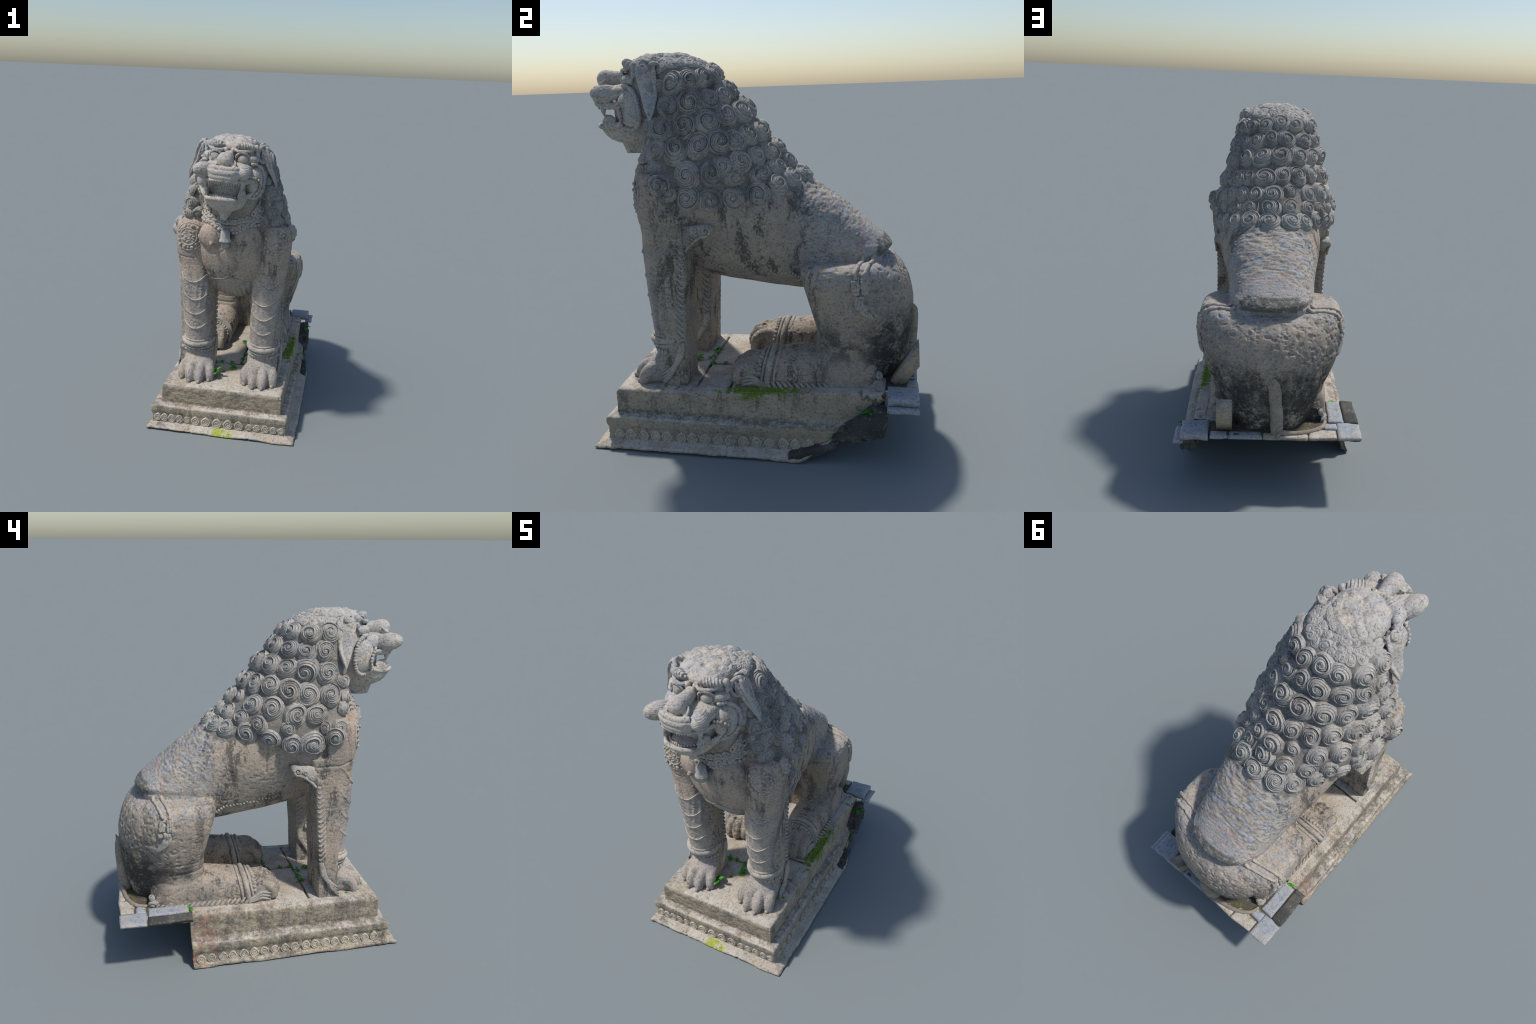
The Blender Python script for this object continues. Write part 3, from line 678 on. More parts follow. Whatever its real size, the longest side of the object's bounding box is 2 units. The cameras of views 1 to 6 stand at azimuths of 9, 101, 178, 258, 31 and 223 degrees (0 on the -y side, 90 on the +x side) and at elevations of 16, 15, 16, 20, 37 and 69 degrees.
hreg[pad & (ly < -.69) & (hreg == 0)] = 3                                           # whisker pads
hreg[(la > .178) & (ly > -.56) & (lz > 1.665) & (la > .178 + .45 * np.maximum(0, 1.80 - lz))] = 4   # ears
hreg[(lz > 1.915) & (ly < -.555) & (la > .03) & (la < .165) & (hreg == 0) & (lz < 1.965)] = 5       # eyebrows
hn = ["head", "jaw", "nose", "whisker_pad", "ear", "eyebrow"]
head = None
def cut_head(mask, name):
    u, inv = np.unique(head_Q[mask], return_inverse=True)
    me = make_mesh(name, head_V[u], inv.reshape(-1, 4)); me.normals_split_custom_set_from_vertices([tuple(n) for n in head_N[u]])
    return me
head = add("head", cut_head(hreg == 0, "head"), root, M_face)
for r_ in range(1, 6):
    for sgn in ((1, -1) if r_ > 2 else (0,)):
        m_ = (hreg == r_) & ((lx * sgn > 0) if sgn else True)
        if m_.any(): add(hn[r_], cut_head(m_, hn[r_]), head, M_face)
for s in (1, -1):
    part("eye", [face(ball((s * .083, -.640, 1.870), (.037, .032, .036), None, 60, 40))], head, M_face)
    ring = catmull([(s * .150, -.632, 1.842), (s * .180, -.592, 1.836), (s * .212, -.552, 1.80), (s * .226, -.535, 1.73), (s * .216, -.545, 1.66), (s * .195, -.58, 1.618), (s * .172, -.625, 1.612), (s * .152, -.655, 1.635)], 4)
    beads = []
    L_ = np.r_[0, np.cumsum(np.linalg.norm(np.diff(ring, axis=0), axis=1))]
    def on_head(p):
        h, n, i, d = htree.find_nearest(Vector(face_frame([p])[0])); return np.array(h) + np.array(n) * .009
    for t in np.linspace(0, L_[-1], 25):
        p = np.array([np.interp(t, L_, ring[:, i]) for i in range(3)])
        w = rng.uniform(.85, 1.1)
        beads.append(ball(on_head(p), (.0135 * w, .0135 * w, .012 * w), None, 14, 9))
    for t in np.linspace(0, 1, 10):
        p = catmull([(s * .150, -.688, 1.768), (s * .180, -.658, 1.757), (s * .197, -.638, 1.725), (s * .194, -.638, 1.690), (s * .172, -.655, 1.655)], 10)[int(t * 40)]
        beads.append(ball(on_head(p), (.0085, .009, .0095), None, 12, 8))
    part("cheek_bead", beads, head, M_face, "stuff")
teeth = []
for i in range(15):
    x = -.098 + .196 * i / 14
    y = -.830 + 3.2 * x * x
    teeth.append(face(tube([(x, y, 1.757), (x, y - .001, 1.742), (x, y, 1.724 + .004 * rng.random())], [.0066, .0060, .001], n=8, k=2)))
for i in range(16):
    x = -.105 + .21 * i / 15
    y = -.812 + 6.5 * x * x
    teeth.append(face(ball((x, y, 1.647), (.007, .006, .009), None, 10, 7)))
for s in (1, -1):
    teeth.append(face(tube([(s * .114, -.766, 1.757), (s * .116, -.770, 1.725), (s * .110, -.770, 1.692)], [.018, .014, .003], n=12)))
    teeth.append(face(tube([(s * .104, -.756, 1.635), (s * .107, -.760, 1.668), (s * .109, -.762, 1.700)], [.019, .015, .008], n=12)))
    for i in range(5):
        teeth.append(face(ball((s * (.128 + .007 * i), -.738 + .018 * i, 1.740 - .002 * i), (.007, .009, .009), None, 10, 7)))
        teeth.append(face(ball((s * (.126 + .006 * i), -.728 + .016 * i, 1.652 + .002 * i), (.007, .009, .008), None, 10, 7)))
part("tooth", teeth, head, M_face, "stuff")

# small worn curls on the crown, in rows behind the forehead
for rr, nn, rad in ((.085, 15, .021), (.118, 19, .025), (.152, 22, .029), (.190, 20, .033)):
    for i in range(nn):
        t = math.radians(-15 + 210 * i / (nn - 1)) + rng.normal(0, .04)
        p = (AX + rr * 1.18 * math.cos(t), -.435 + rr * 1.15 * math.sin(t), 1.97)
        set_curl(p, rad * rng.uniform(.85, 1.15), mane, int(rng.integers(0, 5)), .75, top=True)

# ------------------------------------------------------------------ necklaces and bell
def link(c, t, n, L, W, th, nu=16, nv=8):
    t = np.array(t) / np.linalg.norm(t); n = np.array(n); b = np.cross(n, t)
    rings = []
    V, F = [], []
    for i in range(nu):
        a = 2 * np.pi * i / nu; ce = c + t * L * math.cos(a) + b * W * math.sin(a)
        o_ = (t * math.cos(a) * W + b * math.sin(a) * L); o_ /= np.linalg.norm(o_)
        for j in range(nv):
            q = 2 * np.pi * j / nv; V.append(ce + th * (math.cos(q) * o_ + math.sin(q) * n))
    for i in range(nu):
        for j in range(nv):
            F.append((i * nv + j, ((i + 1) % nu) * nv + j, ((i + 1) % nu) * nv + (j + 1) % nv, i * nv + (j + 1) % nv))
    return np.array(V), F

def along(pts, step, lift, fn):
    D = drape(pts, lift, 10); L_ = np.r_[0, np.cumsum(np.linalg.norm(np.diff(D, axis=0), axis=1))]
    out = []
    for i, t in enumerate(np.arange(step / 2, L_[-1], step)):
        p = np.array([np.interp(t, L_, D[:, j]) for j in range(3)]); q = np.array([np.interp(min(t + .006, L_[-1]), L_, D[:, j]) for j in range(3)]); p0 = np.array([np.interp(max(t - .006, 0), L_, D[:, j]) for j in range(3)])
        h, n = near(p); out += fn(i, p, q - p0, np.array(n))
    return out
chain = []
for pts in ([(-.20, -.50, 1.535), (-.15, -.535, 1.480), (-.08, -.56, 1.450), (AX, -.57, 1.440), (.06, -.56, 1.450), (.13, -.535, 1.475), (.18, -.50, 1.525)],
            [(-.205, -.50, 1.490), (-.15, -.545, 1.452), (-.08, -.57, 1.424), (AX, -.585, 1.414), (.06, -.57, 1.424), (.13, -.545, 1.446), (.185, -.50, 1.480)],
            [(-.195, -.50, 1.575), (-.165, -.525, 1.53), (-.14, -.54, 1.495)], [(.165, -.50, 1.575), (.15, -.525, 1.53), (.12, -.54, 1.495)]):
    chain += along(pts, .026, .006, lambda i, p, t, n: [link(p, t, n if i % 2 else np.cross(n, t) / np.linalg.norm(t) * .5 + n * .8, .0195, .0125, .0075)])
chain += along([(-.205, -.50, 1.445), (-.15, -.56, 1.425), (-.09, -.60, 1.402), (AX, -.63, 1.385), (.07, -.60, 1.398), (.13, -.56, 1.42), (.19, -.50, 1.44)], .027, .004,
               lambda i, p, t, n: [ball(p, (.0145, .012, .0125), None, 14, 9)])
part("necklace_link", chain, neck, M_orn, "stuff")
part("throat_band", [tube([(-.16, -.47, 1.545), (-.12, -.535, 1.505), (AX, -.552, 1.485), (.10, -.535, 1.50), (.14, -.47, 1.54)], .012, flat=.5, up=(0, -1, .3))], neck, M_orn)
bx, by = AX - .018, -.642
prof = [(1.408, .010), (1.404, .023), (1.392, .029), (1.36, .0315), (1.347, .034), (1.336, .040), (1.329, .040), (1.326, .030)]
rings = [np.stack([bx + r * np.cos(t_), by + r * np.sin(t_), np.full(40, z)], 1) for t_ in [np.linspace(0, 2 * np.pi, 40, endpoint=False)] for z, r in prof]
part("bell", [skin_rings(rings)], neck, M_face)
part("bell_clapper", [ball((bx, by + .004, 1.308), (.028, .026, .028))], neck, M_orn)

# ------------------------------------------------------------------ rope line round the chest and belly
rope = []
def leafy(i, p, t, n):
    t = t / np.linalg.norm(t); d = np.array([0, 0, -1.0]); d -= n * (d @ n); d /= np.linalg.norm(d)
    return [tube([p, p + t * .009 + d * .012, p + t * .020 + d * .020], [.0065, .0055, .002], n=8, k=2)]
for s in (1, -1):
    rope += along([(AX + s * .27, .27, .89), (AX + s * .29, .14, .868), (AX + s * .29, -.02, .872), (AX + s * .29, -.14, .89), (AX + s * .26, -.24, .93)], .021, .0, leafy)
rope += along([(AX - .135, -.50, 1.025), (AX - .09, -.53, 1.035), (AX - .04, -.545, 1.048), (AX, -.55, 1.068), (AX + .04, -.545, 1.048), (AX + .09, -.53, 1.035), (AX + .135, -.50, 1.025)], .012, .001,
              lambda i, p, t, n: [ball(p, (.006, .006, .005), None, 10, 7)])
part("belly_fringe", rope, torso, M_orn, "stuff")

# ------------------------------------------------------------------ ornaments of the forelimbs
for s, r in ((1, 3), (-1, 4)):
    limb = region[r]; o = []
    xc = .227 if s > 0 else .242
    po, pi_ = (.339, .129) if s > 0 else (.375, .133)
    def cuff(z, rx, ry, sag=.012):
        a = np.linspace(math.radians(-20), math.radians(200), 15)
        return [(s * xc + s * rx * math.cos(t), -.425 - ry * math.sin(t), z - sag * math.sin(t)) for t in a]
    o.append(tube(cuff(.548, .101, .108), .0185, n=16, k=3)); o.append(tube(cuff(.573, .096, .105), .0075, n=10, k=3)); o.append(tube(cuff(.518, .098, .105), .010, n=10, k=3))
    part("anklet", o, limb, M_orn)
    bands = []
    for z0 in (1.0, .872, .766, .658):
        line = []
        for u in np.linspace(-1, 1, 15):
            xx, zz = s * (xc + .004 + .16 * max(0, z0 - .9) + .088 * u), z0 + .052 * u * u
            h, n, i_, d_ = tree.ray_cast(Vector((xx, -1.2, zz)), Vector((0, 1, 0)))
            if h is not None and h.y < -.40: line.append(np.array(h))
        if len(line) > 4: bands.append(tube(line, [.001] + [.0036] * (len(line) - 2) + [.001], n=8, k=2))
    part("leg_band", bands, limb, M_ros)
    sc = []
    for t in np.linspace(math.radians(5), math.radians(175), 13):
        h, n = near((s * xc + .104 * math.cos(t), -.43 - .11 * math.sin(t), .482))
        sc.append(ball(np.array(h), (.0135, .012, .014), None, 14, 9))
    part("anklet_scale", sc, limb, M_orn, "stuff")
    fr = []
    for side_, xx in ((1, po), (-1, pi_)):
        for z in np.arange(.56, 1.05, .031):
            yb = -.322 + (z - .5) * .055
            x = s * (xx + .006 * smooth(.85, 1.08, z))
            fr.append(tube([(x - s * side_ * .002, yb - .010, z + .008), (x - s * side_ * .001, yb - .024, z), (x - s * side_ * .002, yb - .056, z + .034)], [.005, .0072, .002], n=8, k=3))
        # flame tuft sweeping down behind the paw
        for j, off in enumerate((0, .016, .032, .046)):
            x = s * (xx + side_ * .001)
            fr.append(tube([(x, -.338 - off * .3, .545 - off * .2), (x + s * side_ * .004, -.352 - off * .5, .47 - off * .4), (x + s * side_ * .004, -.395 - off * .35, .405 - off * .9 + .01), (x, -.462 - off * .1, .362 - off * 1.3)], [.009, .012, .012, .004], n=10, k=5))
    part("leg_fringe", fr, limb, M_orn, "stuff")
    # round medallion on the shoulder: rings, a wreath of small scrolls and a worn boss
    med = []
    mc, mn = np.array([s * .305, -.56, 1.318]), np.array([s * .42, -.90, .05]); mn /= np.linalg.norm(mn)
    mu = np.array([0, 0, 1.0]); mr = np.cross(mu, mn); mr /= np.linalg.norm(mr); mu = np.cross(mn, mr)
    def on_shoulder(rad, t):
        o_ = mc + mr * rad * .95 * math.cos(t) + mu * rad * 1.05 * math.sin(t)
        h, n, i_, d_ = tree.ray_cast(Vector(o_ + mn * .15), Vector(-mn))
        return (np.array(h), np.array(n)) if h is not None else (o_, mn)
    for rad, th in ((.054, .0055), (.088, .0055)):
        med.append(tube([on_shoulder(rad, t)[0] for t in np.linspace(0, 2 * np.pi, 25)], th, n=8, k=2))
    for t in np.linspace(0, 2 * np.pi, 17)[:-1]:
        h, n = on_shoulder(.071, t)
        for k_ in range(2):
            med.append(ball(h + rng.normal(0, .004, 3), np.array([.0095, .0095, .0095]) * rng.uniform(.8, 1.2), None, 10, 7))
    for _ in range(34):
        h, n = on_shoulder(.045 * math.sqrt(rng.random()), rng.uniform(0, 6.28))
        med.append(ball(h - n * .003, np.array([.010, .008, .008]) * rng.uniform(.7, 1.2), None, 10, 7))
    part("shoulder_medallion", med, limb, M_orn, "stuff")
    # leaf bracket joining the leg plate to the flank
    br = [prism([(-.30, 1.05), (-.30, 1.16), (-.17, 1.165), (-.150, 1.150), (-.158, 1.128), (-.178, 1.112), (-.21, 1.106), (-.24, 1.088), (-.268, 1.066)], s * (po - .08), s * (po + .010))]
    for yy, zz, rr in ((-.182, 1.138, .020), (-.225, 1.125, .016), (-.262, 1.092, .014)):
        sp = [(s * (po + .014), yy + rr * (1 - t) * math.cos(8 * t), zz + rr * (1 - t) * math.sin(8 * t)) for t in np.linspace(0, .95, 14)]
        br.append(tube(sp, .0055, n=8, k=2))
    br.append(tube([(s * (po + .011), -.158, 1.150), (s * (po + .011), -.172, 1.118), (s * (po + .011), -.215, 1.104), (s * (po + .011), -.262, 1.068), (s * (po + .011), -.292, 1.035)], .008, n=8))
    part("leaf_bracket", br, limb, M_orn)
    # claws
    cl = []
    for dx, yy in ((-.094, -.578), (-.032, -.620), (.032, -.618), (.094, -.574)):
        cl.append(ball((s * (.222 + dx * 1.03), yy - .030, .312), (.013, .013, .013), None, 14, 9))
    part("claw", cl, region[5 if s > 0 else 6], M_body, "stuff")

# ------------------------------------------------------------------ ornaments of the hindlimbs
for s, r in ((1, 7), (-1, 8)):
    limb = region[r]
    def over(y, w, zt, zb=.33, lean=.02):
        w = w + .012
        a = np.linspace(math.radians(-35), math.radians(215), 17)
        zc = zt - .10
        return [(AX + s * .222 + s * w * math.cos(t), y + lean * (1 - math.sin(t)) * -1, zc + .10 * math.sin(t) if math.sin(t) > 0 else zc + .16 * math.sin(t)) for t in a]
    part("anklet", [tube(over(.118, .107, .484), .0165, n=16, k=3), tube(over(.152, .106, .488), .0075, n=10, k=3), tube(over(.088, .106, .478), .008, n=10, k=3)], limb, M_orn)
    sc = []
    for t in np.linspace(math.radians(-5), math.radians(185), 15):
        h, n = near((AX + s * .226 + .118 * math.cos(t), .055, .40 + .105 * math.sin(t)))
        sc.append(ball(np.array(h), (.012, .013, .012), None, 12, 8))
    part("anklet_scale", sc, limb, M_orn, "stuff")
    fr = []
    for y in np.arange(.10, .66, .030):
        x = AX + s * (.338 - .025 * smooth(.25, .62, y))
        fr.append(tube([(x, y + .020, .300), (x + s * .007, y + .004, .327), (x + s * .002, y - .018, .352)], [.0085, .0095, .004], n=8, k=3))
    for off in (0, .014, .028):
        x = AX + s * .338
        fr.append(tube([(x, .095, .325 - off * .4), (x + s * .006, .055, .350 - off * .8), (x + s * .004, .015, .372 - off * 1.2), (x - s * .004, -.045, .358 - off * 1.6)], [.010, .011, .010, .004], n=10, k=5))
    
    part("foot_fringe", fr, limb, M_orn, "stuff")
    set_curl((AX + s * .31, .655, .345), .034, limb, 1, .9, "tassel_scroll"); set_curl((AX + s * .305, .668, .395), .022, limb, 2, .9, "tassel_scroll")
    # cord over the thigh with a knot and two tassels
    xo = AX + s * .402
    kn = []
    for y0 in (.545, .595):
        kn.append(tube(drape([(AX + s * .20, y0 + .03, .985), (AX + s * .30, y0 + .01, .975), (AX + s * .385, y0, .955), (xo, y0, .925)], .001), .010, n=10, k=2))
        for j in (-1, 0, 1):
            D = drape([(xo, y0 + j * .011, .915), (xo, y0 + j * .012, .875), (xo, y0 + j * .010, .845)], .005, 5)
            kn.append(tube(D, .0085, n=8, k=2))
    for j in (-1, 0, 1):
        D = drape([(xo, .565 + j * .012, .84), (xo - s * .01, .56 + j * .014, .80), (xo - s * .01, .575 + j * .014, .77), (xo - s * .02, .60 + j * .008, .742), (xo - s * .03, .632, .715)], .005, 5)
        kn.append(tube(D, [.0105] * (len(D) - 3) + [.009, .007, .003], n=8, k=1))
    part("thigh_tassel", kn, limb, M_orn)
    for y0, z0, rr in ((.545, .925, .017), (.595, .925, .017), (.530, .838, .022), (.592, .838, .022), (.575, .768, .028)):
        set_curl((xo, y0, z0), rr, limb, int(rng.integers(0, 5)), .8, "tassel_scroll").data
for ob in [o for o in bpy.data.objects if o.name.startswith("tassel_scroll")]:
    ob.material_slots[0].link = 'OBJECT'; ob.material_slots[0].material = M_orn

# ------------------------------------------------------------------ pedestal
def rise(V):
    """the courses climb slightly to the back"""
    V = np.array(V, float)
    w = smooth(.05, .28, V[:, 2]); t = smooth(-.35, .70, V[:, 1])
    V[:, 2] += t * (.032 * w + np.where(V[:, 0] > .2, .012, -.008) * smooth(.01, .05, V[:, 2]))
    return V
PROFILE = [(-.07, .270), (-.065, .3015), (-.035, .3005), (-.010, .297), (.001, .291), (.006, .278), (.006, .24), (.006, .20), (.007, .167), (.011, .161), (.024, .159), (.040, .155), (.0525, .1495), (.0555, .143),
           (.055, .122), (.054, .108), (.051, .100), (.050, .097), (.048, .090), (.048, .06), (.050, .036), (.060, .031), (.078, .024), (.100, .015), (.111, .009), (.112, .003), (.104, 0),
           (.06, .004), (.030, .030), (.024, .09), (.022, .134), (-.012, .140), (-.024, .16), (-.024, .26)]
# refine the profile so the stone has enough points to be rough
prof = []
for (a, b), (c, d) in zip(PROFILE, PROFILE[1:] + PROFILE[:1]):
    n = max(1, int(math.hypot(c - a, d - b) / .0075))
    for t in range(n): prof.append((a + (c - a) * t / n, b + (d - b) * t / n))
L0, R0, Y0, YL, YR = -.421, .398, -.700, .452, .69
rings = []
def offsets(d):
    """how far each side stands out for a profile offset d: the left flank steps out more, the right less"""
    k_ = min(d, .055) * 1.30 + max(d - .055, 0) * .22 if d > 0 else d
    return L0 - k_, R0 + d * 1.0, Y0 - d
def path(t, seg, d, z):
    xl, xr, yf = offsets(d)
    if seg == 0: return xl, YL + (yf - YL) * t
    if seg == 1: return xl + (xr - xl) * t, yf
    lim = .235 + 4.2 * z if z < .05 else (.44 + .6 * (z - .05) if z < .158 else YR)   # broken off in steps at the back
    lim = min(YR, lim + .015 * math.sin(z * 190) + .01 * math.sin(z * 77))
    y = yf + (YR - yf) * t
    return xr, min(y, max(lim, .2))
for seg, cnt in ((0, 140), (1, 104), (2, 172)):
    for i in range(cnt + (seg == 2)):
        rings.append(np.array([(*path(i / cnt, seg, d, z), z) for d, z in prof]))
V, F = skin_rings(rings)
V = rise(V)
Nz = np.zeros_like(V); 
me = make_mesh("pedestal", V, F)
bm = bmesh.new(); bm.from_mesh(me); bmesh.ops.recalc_face_normals(bm, faces=bm.faces); bm.normal_update()
for v in bm.verts: Nz[v.index] = v.normal
bm.free(); bpy.data.meshes.remove(me)
outer = np.ones(len(V))
rough = .0022 * fbm(V, (20, 20, 34), 41, 3) - .0035 * smooth(.25, .75, vnoise(V, (34, 34, 70), 45)) + .0012 * vnoise(V, 5, 46) - .002 * smooth(.2, .7, vnoise(V, (70, 70, 120), 47))
rough *= .55 + .45 * smooth(.9, .5, Nz[:, 2])
for yv, lo, hi, sx in ((-.425, .165, .29, -1), (-.45, .165, .30, 1), (-.10, 0, .32, 1), (-.27, 0, .10, -1), (.10, .10, .165, -1)):
    rough += -.008 * np.exp(-((V[:, 1] - yv - .004 * vnoise(V, 30, 48)) / .0055) ** 2) * (V[:, 2] > lo) * (V[:, 2] < hi) * (V[:, 0] * sx > .3)
for xv, lo, hi in ((-.207, .0, .16), (.196, .0, .16)):
    rough += -.010 * np.exp(-((V[:, 0] - xv - .004 * vnoise(V, 30, 48)) / .006) ** 2) * (V[:, 2] > lo) * (V[:, 2] < hi) * (V[:, 1] < -.66)
lip = smooth(.03, .01, V[:, 2])
V = V + Nz * rough[:, None]
V[:, :2] += (lip * .006 * vnoise(V * [1, 1, 0], 9, 51))[:, None] * np.sign(V[:, :2]) * (np.abs(V[:, :2]) > .4)
V[:, 2] += lip * .006 * (vnoise(V * [1, 1, 0], 6, 52) + .6) * (V[:, 2] < .025)
V[:, 2] = np.maximum(V[:, 2], 0.0)
ped = add("pedestal", make_mesh("pedestal", V, F), root, M_base)
bm = bmesh.new(); bm.from_mesh(ped.data); bmesh.ops.recalc_face_normals(bm, faces=bm.faces); bm.to_mesh(ped.data); bm.free()
# the paving on top of the pedestal, three slabs with open joints
def slab(x0, x1, y0, y1, z0, z1, name, mat, parent, seed, step=.012, rgh=.0025, fit=rise, tilt=0):
    nx, ny = max(2, int((x1 - x0) / step)), max(2, int((y1 - y0) / step))
    gx, gy = np.meshgrid(np.linspace(0, 1, nx + 1), np.linspace(0, 1, ny + 1), indexing='ij')
    ex = np.minimum(gx, 1 - gx) * (x1 - x0); ey = np.minimum(gy, 1 - gy) * (y1 - y0); e = np.minimum(ex, ey)
    top = np.stack([x0 + gx * (x1 - x0), y0 + gy * (y1 - y0), np.full_like(gx, z1)], -1).reshape(-1, 3)
    jit = .006 * np.stack([vnoise(top, 22, seed), vnoise(top, 22, seed + 1)], 1)
    top[:, 2] += rgh * fbm(top, 18, seed, 3) - .005 * smooth(.010, 0, e.reshape(-1))
    top[:, :2] += jit * (e.reshape(-1, 1) < 1e-6)
    top[:, 2] += tilt * (top[:, 0] - x0)
    bot = top.copy(); bot[:, 2] -= (z1 - z0)
    V = np.vstack([top, bot]); K = (nx + 1) * (ny + 1); F = []
    idx = lambda i, j: i * (ny + 1) + j
    for i in range(nx):
        for j in range(ny):
            a, b, c, d = idx(i, j), idx(i + 1, j), idx(i + 1, j + 1), idx(i, j + 1)
            F += [(a, b, c, d), (K + d, K + c, K + b, K + a)]
    for i in range(nx):
        F += [(idx(i, 0), K + idx(i, 0), K + idx(i + 1, 0), idx(i + 1, 0)), (idx(i + 1, ny), K + idx(i + 1, ny), K + idx(i, ny), idx(i, ny))]
    for j in range(ny):
        F += [(idx(0, j + 1), K + idx(0, j + 1), K + idx(0, j), idx(0, j)), (idx(nx, j), K + idx(nx, j), K + idx(nx, j + 1), idx(nx, j + 1))]
    if fit: V = fit(V)
    return add(name, make_mesh(name, V, F), parent, mat)
slab(-.386, .367, -.662, -.285, .262, .302, "paving_slab", M_base, ped, 61)
slab(-.386, .045, -.279, .435, .262, .3015, "paving_slab", M_base, ped, 63)
slab(.051, .367, -.279, -.105, .262, .3015, "paving_slab", M_base, ped, 65)
slab(.051, .367, -.099, .69, .262, .3005, "paving_slab", M_base, ped, 67)
slab(-.386, .368, -.66, .44, .255, .288, "joint_bed", M_mortar, ped, 69)

# rosettes in the frieze
def rosette_mesh():
    na = 48; a = np.linspace(0, 2 * np.pi, na, endpoint=False)
    edge = 1 + .05 * np.cos(6 * a) + .32 * np.exp(-((a - np.pi / 2) / .30) ** 2)
    levels = [(1.0, -.35, 1), (.99, .10, 1), (.92, .24, 1), (.80, .27, .8), (.70, .25, .5), (.66, .12, 0), (.60, .10, 0), (.54, .24, 0), (.46, .28, 0), (.38, .24, 0), (.34, .14, 0), (.28, .16, 0), (.12, .22, 0)]
    rings = []
    for r, h, w in levels:
        e = 1 + (edge - 1) * w
        rings.append(np.stack([r * e * np.cos(a), r * e * np.sin(a), np.full(na, h)], 1))
    return make_mesh("rosette", *skin_rings(rings))
ROS = [rosette_mesh()]; ROS[0].materials.append(M_ros)
def rosette(p, out, r):
    n = Vector(out); up_ = Vector((0, 0, 1)); X = up_.cross(n)
    q = rise(np.array([p]))[0]
    ob = add("rosette", ROS[0], ped)
    ob.matrix_world = Matrix.Translation(Vector(q)) @ Matrix((X, up_, n)).transposed().to_4x4() @ Matrix.Rotation(rng.normal(0, .08), 4, 'Z') @ Matrix.Diagonal((r, r * rng.uniform(.92, 1.04), r * rng.uniform(.95, 1.15), 1))
for x, r in ((-.445, .028), (-.398, .029), (-.345, .030), (-.29, .030), (-.24, .024), (-.177, .032), (-.104, .035), (-.026, .036), (.052, .036), (.126, .034), (.196, .024), (.25, .026), (.31, .028), (.366, .027), (.415, .024)):
    rosette((x, -.7485, .064), (0, -1, 0), r * .94)
for i in range(18):
    rosette((-.4825, .405 - i * .0632 + rng.normal(0, .002), .058), (-1, 0, 0), .0275 * rng.uniform(.92, 1.05))
for i in range(16):
    rosette((.4455, -.69 + i * .0672 + rng.normal(0, .003), .058), (1, 0, 0), .029 * rng.uniform(.92, 1.06))

# ------------------------------------------------------------------ broken ground level behind: thin flags the rump rests on
def wall_tail(V): return V
pav = slab(-.498, .305, .445, .842, .326, .338, "rear_pavement", M_mortar, root, 71, fit=None, rgh=.003)
def flag(x0, x1, y0, y1, z, seed, th=.012, name="flagstone", mat=None, tilt=0):
    return slab(x0, x1, y0, y1, z - th, z, name, mat or M_flag, pav, seed, .010, .003, None, tilt)
flag(-.507, -.385, .70, .850, .348, 81); flag(-.506, -.432, .447, .692, .348, 83, mat=M_dark); flag(-.425, -.345, .455, .69, .349, 85)
flag(-.377, -.225, .765, .85, .345, 87, mat=M_base); flag(-.385, -.31, .70, .757, .346, 89); flag(-.217, .02, .80, .85, .343, 91, mat=M_base)
flag(.028, .20, .79, .85, .341, 93); flag(.207, .302, .79, .848, .341, 95); flag(.31, .455, .70, .85, .350, 97, .03); flag(.44, .49, .70, .85, .312, 99, .014)
# a kerb of mortar curving round the rump
part("kerb", [tube([(-.055, .842, .335), (-.075, .835, .36), (-.10, .822, .352), (-.15, .815, .345), (-.23, .795, .345), (-.30, .75, .347), (-.325, .69, .35)], [.010, .012, .014, .013, .013, .012, .008], n=14)], pav, M_tail)
# a tilted shard of stone leaning behind the right foot
part("leaning_shard", [prism([(.714, .352), (.85, .556), (.855, .442), (.767, .316)], .185, .268)], pav, M_base)
# ragged rubble under the broken right corner
V, F = along_y([(.44, .43, .020, .09, .16, 4), (.52, .432, .042, .10, .20, 4), (.60, .435, .042, .115, .27, 4), (.67, .430, .040, .14, .305, 4), (.698, .422, .030, .17, .295, 4)], n=80, k=14)
V = V + .013 * np.stack([vnoise(V, 26, 111), vnoise(V, 26, 112), vnoise(V, 26, 113)], 1) + .006 * np.stack([vnoise(V, 60, 114), vnoise(V, 60, 115), vnoise(V, 60, 116)], 1)
part("rubble", [(V, F)], ped, M_dark)
V, F = along_y([(.22, .462, .038, .000, .035, 4), (.30, .462, .035, .012, .06, 4), (.40, .455, .030, .035, .09, 4), (.47, .45, .02, .07, .11, 4)], n=60, k=10)
V = V + .008 * np.stack([vnoise(V, 26, 121), vnoise(V, 26, 122), 0 * V[:, 2]], 1)
part("rubble", [(V, F)], ped, M_dark)

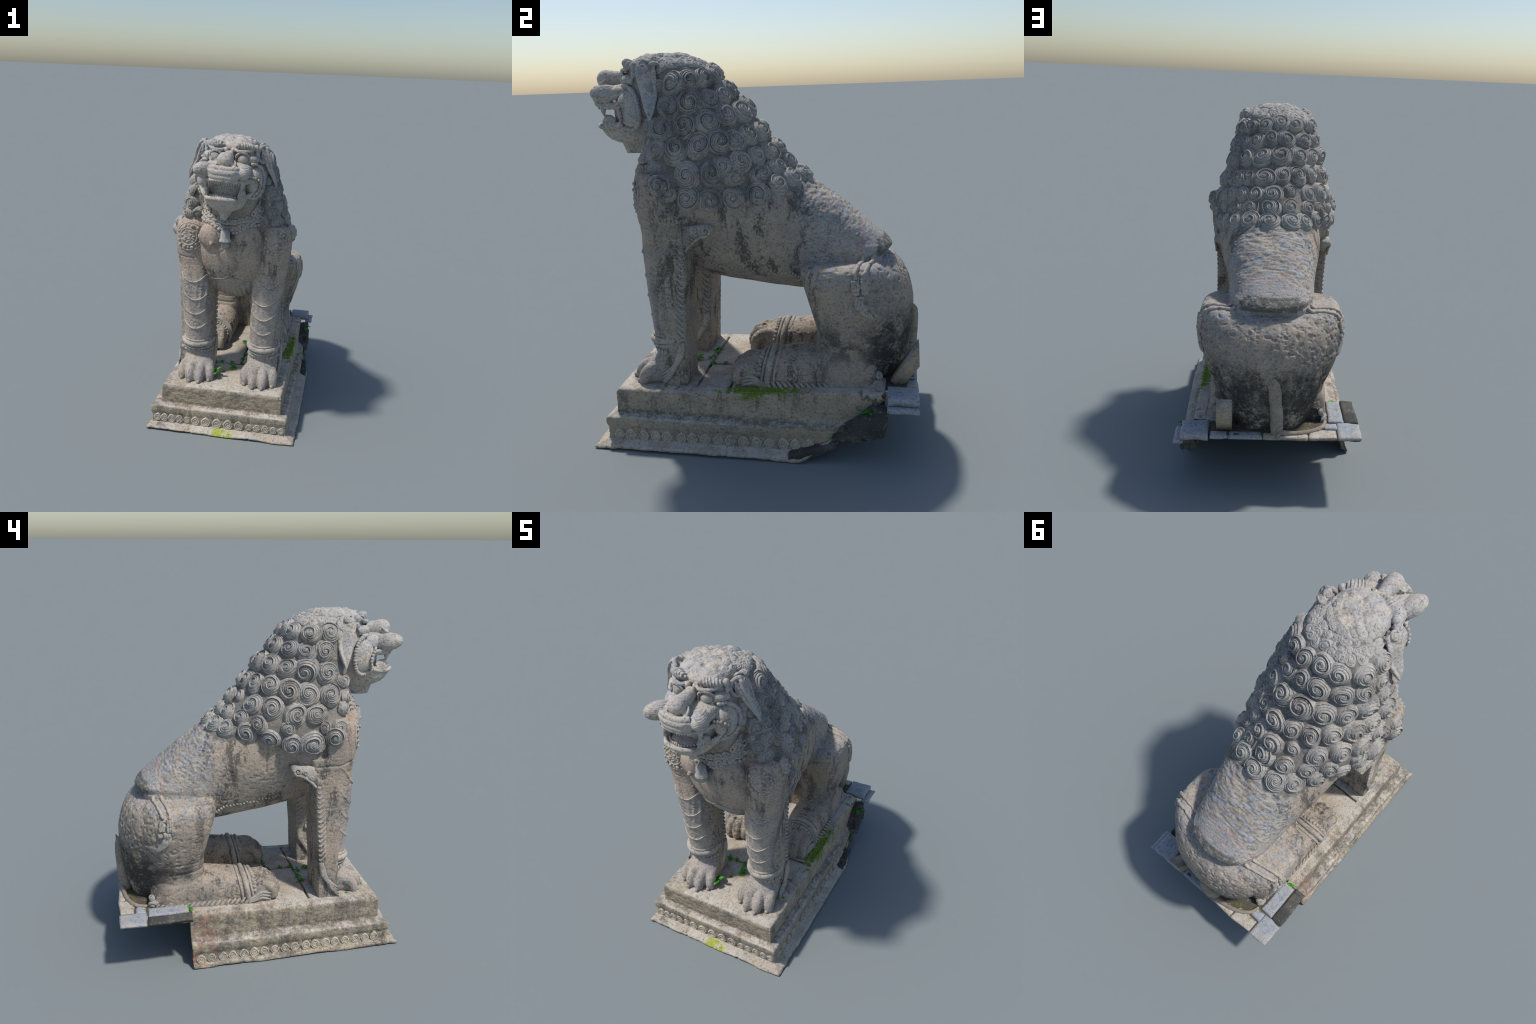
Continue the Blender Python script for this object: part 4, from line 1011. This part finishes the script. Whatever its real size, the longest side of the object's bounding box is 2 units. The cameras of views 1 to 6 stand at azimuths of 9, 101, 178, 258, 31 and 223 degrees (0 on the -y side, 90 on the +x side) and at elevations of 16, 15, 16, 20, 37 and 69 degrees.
# ------------------------------------------------------------------ weeds
def leaf_mesh(name, w, fold, droop):
    nl, nw = 9, 6; top = []
    for i in range(nl + 1):
        t = i / nl; ww = w * math.sin(math.pi * (t * .93 + .03)) ** .8
        for j in range(nw + 1):
            q = j / nw * 2 - 1
            top.append((q * ww, t, fold * abs(q) * ww + .30 * t - droop * t * t))
    top = np.array(top); bot = top - [0, 0, .012]; K = len(top); F = []
    id_ = lambda i, j: i * (nw + 1) + j
    for i in range(nl):
        for j in range(nw):
            a, b, c, d = id_(i, j), id_(i, j + 1), id_(i + 1, j + 1), id_(i + 1, j)
            F += [(a, b, c, d), (K + d, K + c, K + b, K + a)]
        F += [(id_(i, 0), id_(i + 1, 0), K + id_(i + 1, 0), K + id_(i, 0)), (id_(i + 1, nw), id_(i, nw), K + id_(i, nw), K + id_(i + 1, nw))]
    for j in range(nw):
        F += [(id_(0, j + 1), id_(0, j), K + id_(0, j), K + id_(0, j + 1)), (id_(nl, j), id_(nl, j + 1), K + id_(nl, j + 1), K + id_(nl, j))]
    me = make_mesh(name, np.vstack([top, bot]), F); me.materials.append(M_leaf); return me
LEAF = [leaf_mesh("leaf", .30, .3, .35), leaf_mesh("leaf", .36, .2, .55), leaf_mesh("leaf", .26, .5, .2)]
def weed(p, size, n, lift=.02):
    stem = part("weed", [tube([(p[0], p[1], p[2] - .01), (p[0] + .003, p[1], p[2] + lift)], .002, n=6)], ped, M_leaf)
    for i in range(n):
        a = 2.4 * i + rng.uniform(-.3, .3)
        ob = add("leaf", LEAF[i % 3], stem)
        s_ = size * rng.uniform(.7, 1.1)
        ob.matrix_world = Matrix.Translation((p[0], p[1], p[2] + lift * rng.uniform(.6, 1))) @ Matrix.Rotation(a, 4, 'Z') @ Matrix.Rotation(rng.uniform(-.2, .35), 4, 'X') @ Matrix.Diagonal((s_, s_, s_, 1))
weed((-.082, -.535, .302), .058, 5, .06)
weed((-.05, -.44, .298), .02, 4, .01)
weed((.01, -.372, .298), .036, 6, .02); weed((-.02, -.30, .298), .03, 5, .015); weed((-.09, -.285, .300), .026, 5, .012)
weed((.055, -.27, .300), .022, 5, .01); weed((.05, -.20, .300), .024, 5, .01); weed((.048, -.11, .300), .022, 5, .01)
weed((.13, -.102, .300), .020, 5, .01); weed((-.15, -.283, .300), .026, 5, .012); weed((.02, .10, .29), .045, 5, .03)
weed((-.14, -.30, .300), .02, 5, .01); weed((-.39, .455, .335), .028, 6, .01); weed((-.47, .40, .01), .03, 4, .005)
weed((.452, .62, .270), .050, 7, .01); weed((.45, .44, .12), .035, 5, .005); weed((.36, -.445, .298), .012, 4, .006); weed((-.345, -.53, .298), .016, 4, .006)
for x, y in rng.uniform((-.15, -.30), (.05, -.27), (22, 2)):
    weed((x, y, .292), .011, 4, .004)
# moss cushions on the right tread
mo = []
for _ in range(330):
    x, y = rng.uniform(.332, .398), rng.normal(.07, .085)
    z = float(rise(np.array([[x, y, .300]]))[0, 2]); r = rng.uniform(.003, .008)
    mo.append(ball((x, y, z), (r * 1.3, r * 1.3, r * .6), None, 8, 5))
def moss_material():
    m = bpy.data.materials.new("moss"); m.use_nodes = True; nt = m.node_tree; b = nt.nodes["Principled BSDF"]; b.inputs["Roughness"].default_value = 1
    n = nt.nodes.new("ShaderNodeTexNoise"); n.inputs["Scale"].default_value = 90
    g = nt.nodes.new("ShaderNodeNewGeometry"); nt.links.new(g.outputs["Position"], n.inputs["Vector"])
    r = nt.nodes.new("ShaderNodeValToRGB"); r.color_ramp.elements[0].color = (.10, .17, .015, 1); r.color_ramp.elements[1].color = (.26, .34, .04, 1)
    nt.links.new(n.outputs["Fac"], r.inputs[0]); nt.links.new(r.outputs[0], b.inputs["Base Color"]); return m
part("moss", mo, ped, moss_material(), "stuff")
